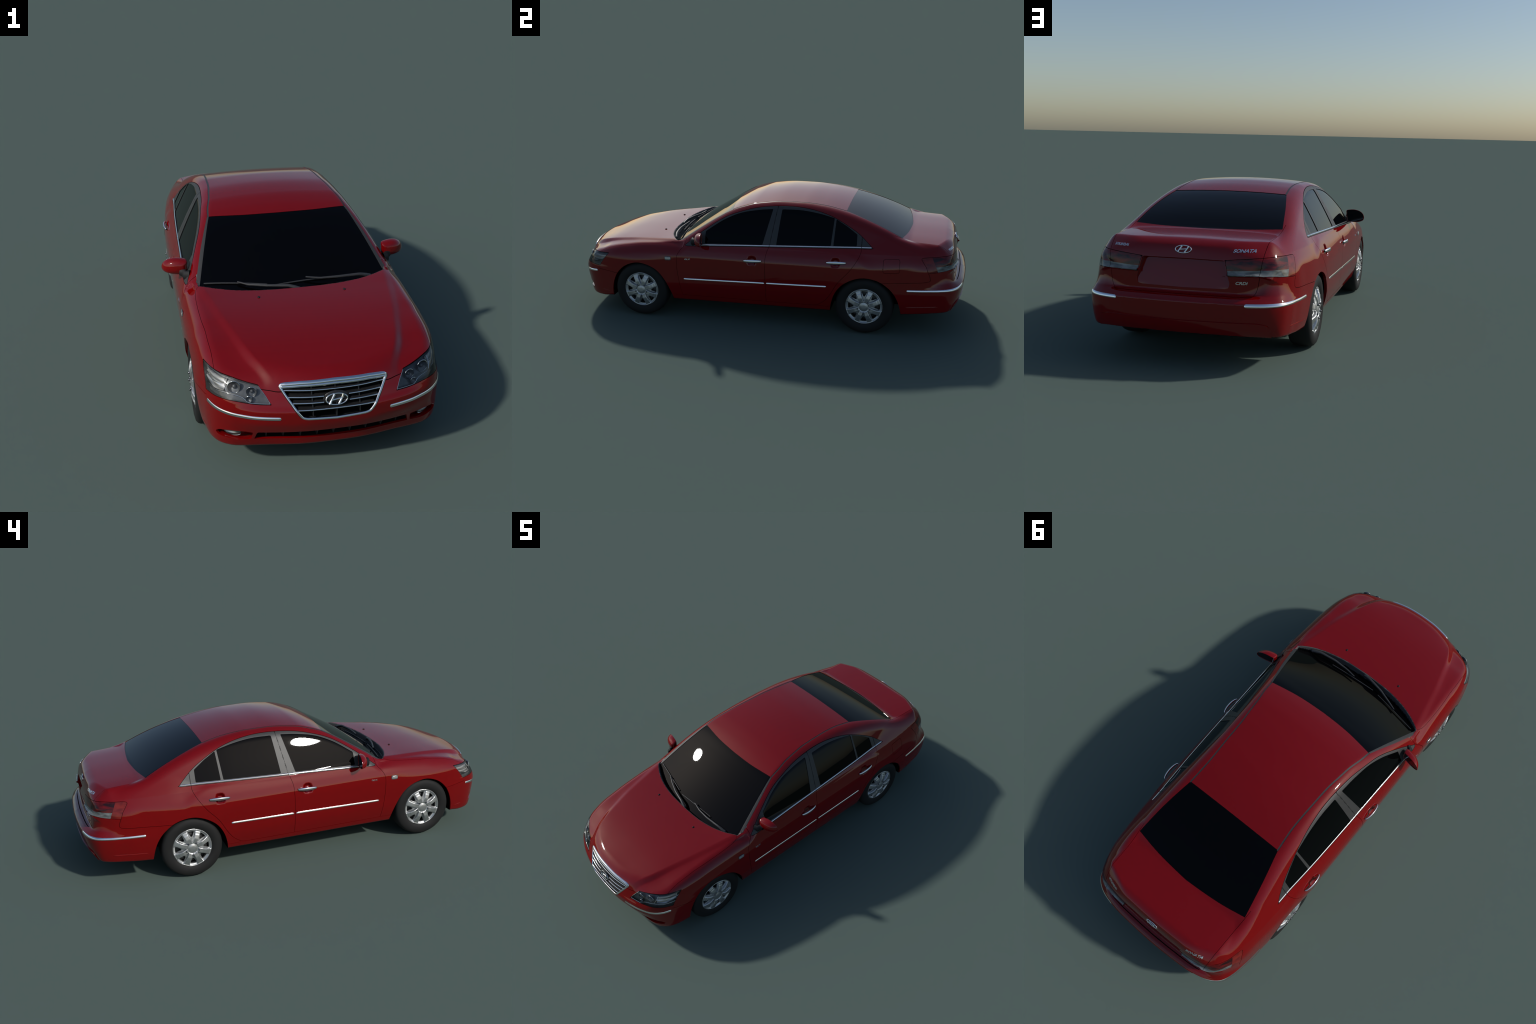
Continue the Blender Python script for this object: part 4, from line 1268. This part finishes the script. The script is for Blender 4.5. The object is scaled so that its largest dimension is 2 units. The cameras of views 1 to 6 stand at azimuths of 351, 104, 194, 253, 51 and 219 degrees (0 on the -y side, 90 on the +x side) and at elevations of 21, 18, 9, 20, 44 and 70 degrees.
wiper([(-.312, -.404), (-.10, -.449)], [(.004, -.497, .389), (-.031, -.489, .4015), (-.10, -.474, .402), (-.165, -.450, .402), (-.20, -.4335, .409)])
wiper([(-.068, -.455), (.150, -.442)], [(.267, -.446, .391), (.227, -.456, .405), (.15, -.464, .407), (.084, -.462, .407), (.035, -.452, .412)])

# ------------------------------------------------------- washers, side lamp --
P, N = top_points(np.array([.146]), np.array([-.546]))
publish_pair('washer_nozzle', ellipsoid(P[0] + (0, 0, .0008), (.0042, .0058, .0034), 14, 9), 'black')
P, N = side_points(np.array([-.4495]), np.array([.3205]))
q = ellipsoid((0, 0, 0), (1, 1, 1), 32, 20)
q.V = np.sign(q.V) * np.abs(q.V) ** .55
q = Part(q.V * (.0045, .0150, .0088), vertex_normals(q.V * (.0045, .0150, .0088), q.T), q.T)
publish_pair('side_repeater', moved(q, P[0] + N[0] * .0002), 'lamp_ribs')
q = ellipsoid((0, 0, 0), (1, 1, 1), 32, 20); q.V = np.sign(q.V) * np.abs(q.V) ** .5
sc = (.0028, .0168, .0104)
publish_pair('side_repeater_bezel', moved(Part(q.V * sc, vertex_normals(q.V * sc, q.T), q.T), P[0]), 'lamp_shell')
# boot lock
P, N = rear_points(np.array([.142]), np.array([.3185]))
c = P[0] + (0, -.0135, 0); a = np.arange(24) * 2 * np.pi / 24
publish('boot_lock', tube(c + np.column_stack([np.cos(a) * .0062, 0 * a, np.sin(a) * .0062]) * (-1, 1, 1) + np.array([-2 * c[0], 0, 0]), .0009, n=6, up=(0, 1, 0), closed=True), 'paint', parent=boot_lid)

# -------------------------------------------------------------- lettering ----
def lettering(text, a, b, height, kind, parent, shear=.0, spread=1.0):
    """Raised letters that run from skin point a to skin point b."""
    cu = bpy.data.curves.new('lettering', 'FONT'); cu.body = text; cu.size = 1; cu.extrude = .04; cu.bevel_depth = .012; cu.shear = shear
    cu.offset = .012; cu.space_character = spread
    tmp = bpy.data.objects.new('tmp', cu); COL.objects.link(tmp)
    dg = bpy.context.evaluated_depsgraph_get()
    me = bpy.data.meshes.new_from_object(tmp.evaluated_get(dg))
    bpy.data.objects.remove(tmp)
    V = np.array([v.co[:] for v in me.vertices])
    lo, hi = V.min(0), V.max(0)
    u = (V[:, 0] - lo[0]) / (hi[0] - lo[0]); h = (V[:, 1] - lo[1]) / (hi[1] - lo[1]) - .5; d = (V[:, 2] - lo[2]) / (hi[2] - lo[2])
    ya = np.array(a) ; yb = np.array(b)
    c1 = ya[0] + (yb[0] - ya[0]) * u; c2 = ya[1] + (yb[1] - ya[1]) * u + h * height
    if kind == 'rear':
        P, N = rear_points(np.abs(c1), c2); sg = np.where(c1 < 0, -1., 1.)
        P[:, 0] *= sg; N[:, 0] *= sg
        P = P + N * (.0016 * d - .0004)[:, None]
    else:
        P, N = side_points(c1, c2)
        P = P + N * (.0016 * d - .0004)[:, None]
        if kind == 'side_minus':
            P = P * (-1, 1, 1)
    for v, p in zip(me.vertices, P):
        v.co = p
    me.materials.clear(); me.materials.append(M['chrome'])
    ob = bpy.data.objects.new('lettering', me); COL.objects.link(ob)
    ob.parent = parent
    if parent.scale[0] < 0 or kind == 'side_minus':
        ob.parent = ROOT
    return ob
lettering('HYUNDAI', (.2605, .4105), (.2045, .4115), .0085, 'rear', boot_lid, spread=1.1)
lettering('SONATA', (-.1735, .4115), (-.2485, .4125), .0105, 'rear', boot_lid, shear=.3)
lettering('CRDi', (-.187, .3055), (-.2285, .3065), .0105, 'rear', boot_lid, shear=.25)
lettering('GLX', (-.361, .3225), (-.331, .3245), .0075, 'side', fdoors[0])
lettering('GLX', (-.331, .3245), (-.361, .3225), .0075, 'side_minus', ROOT)
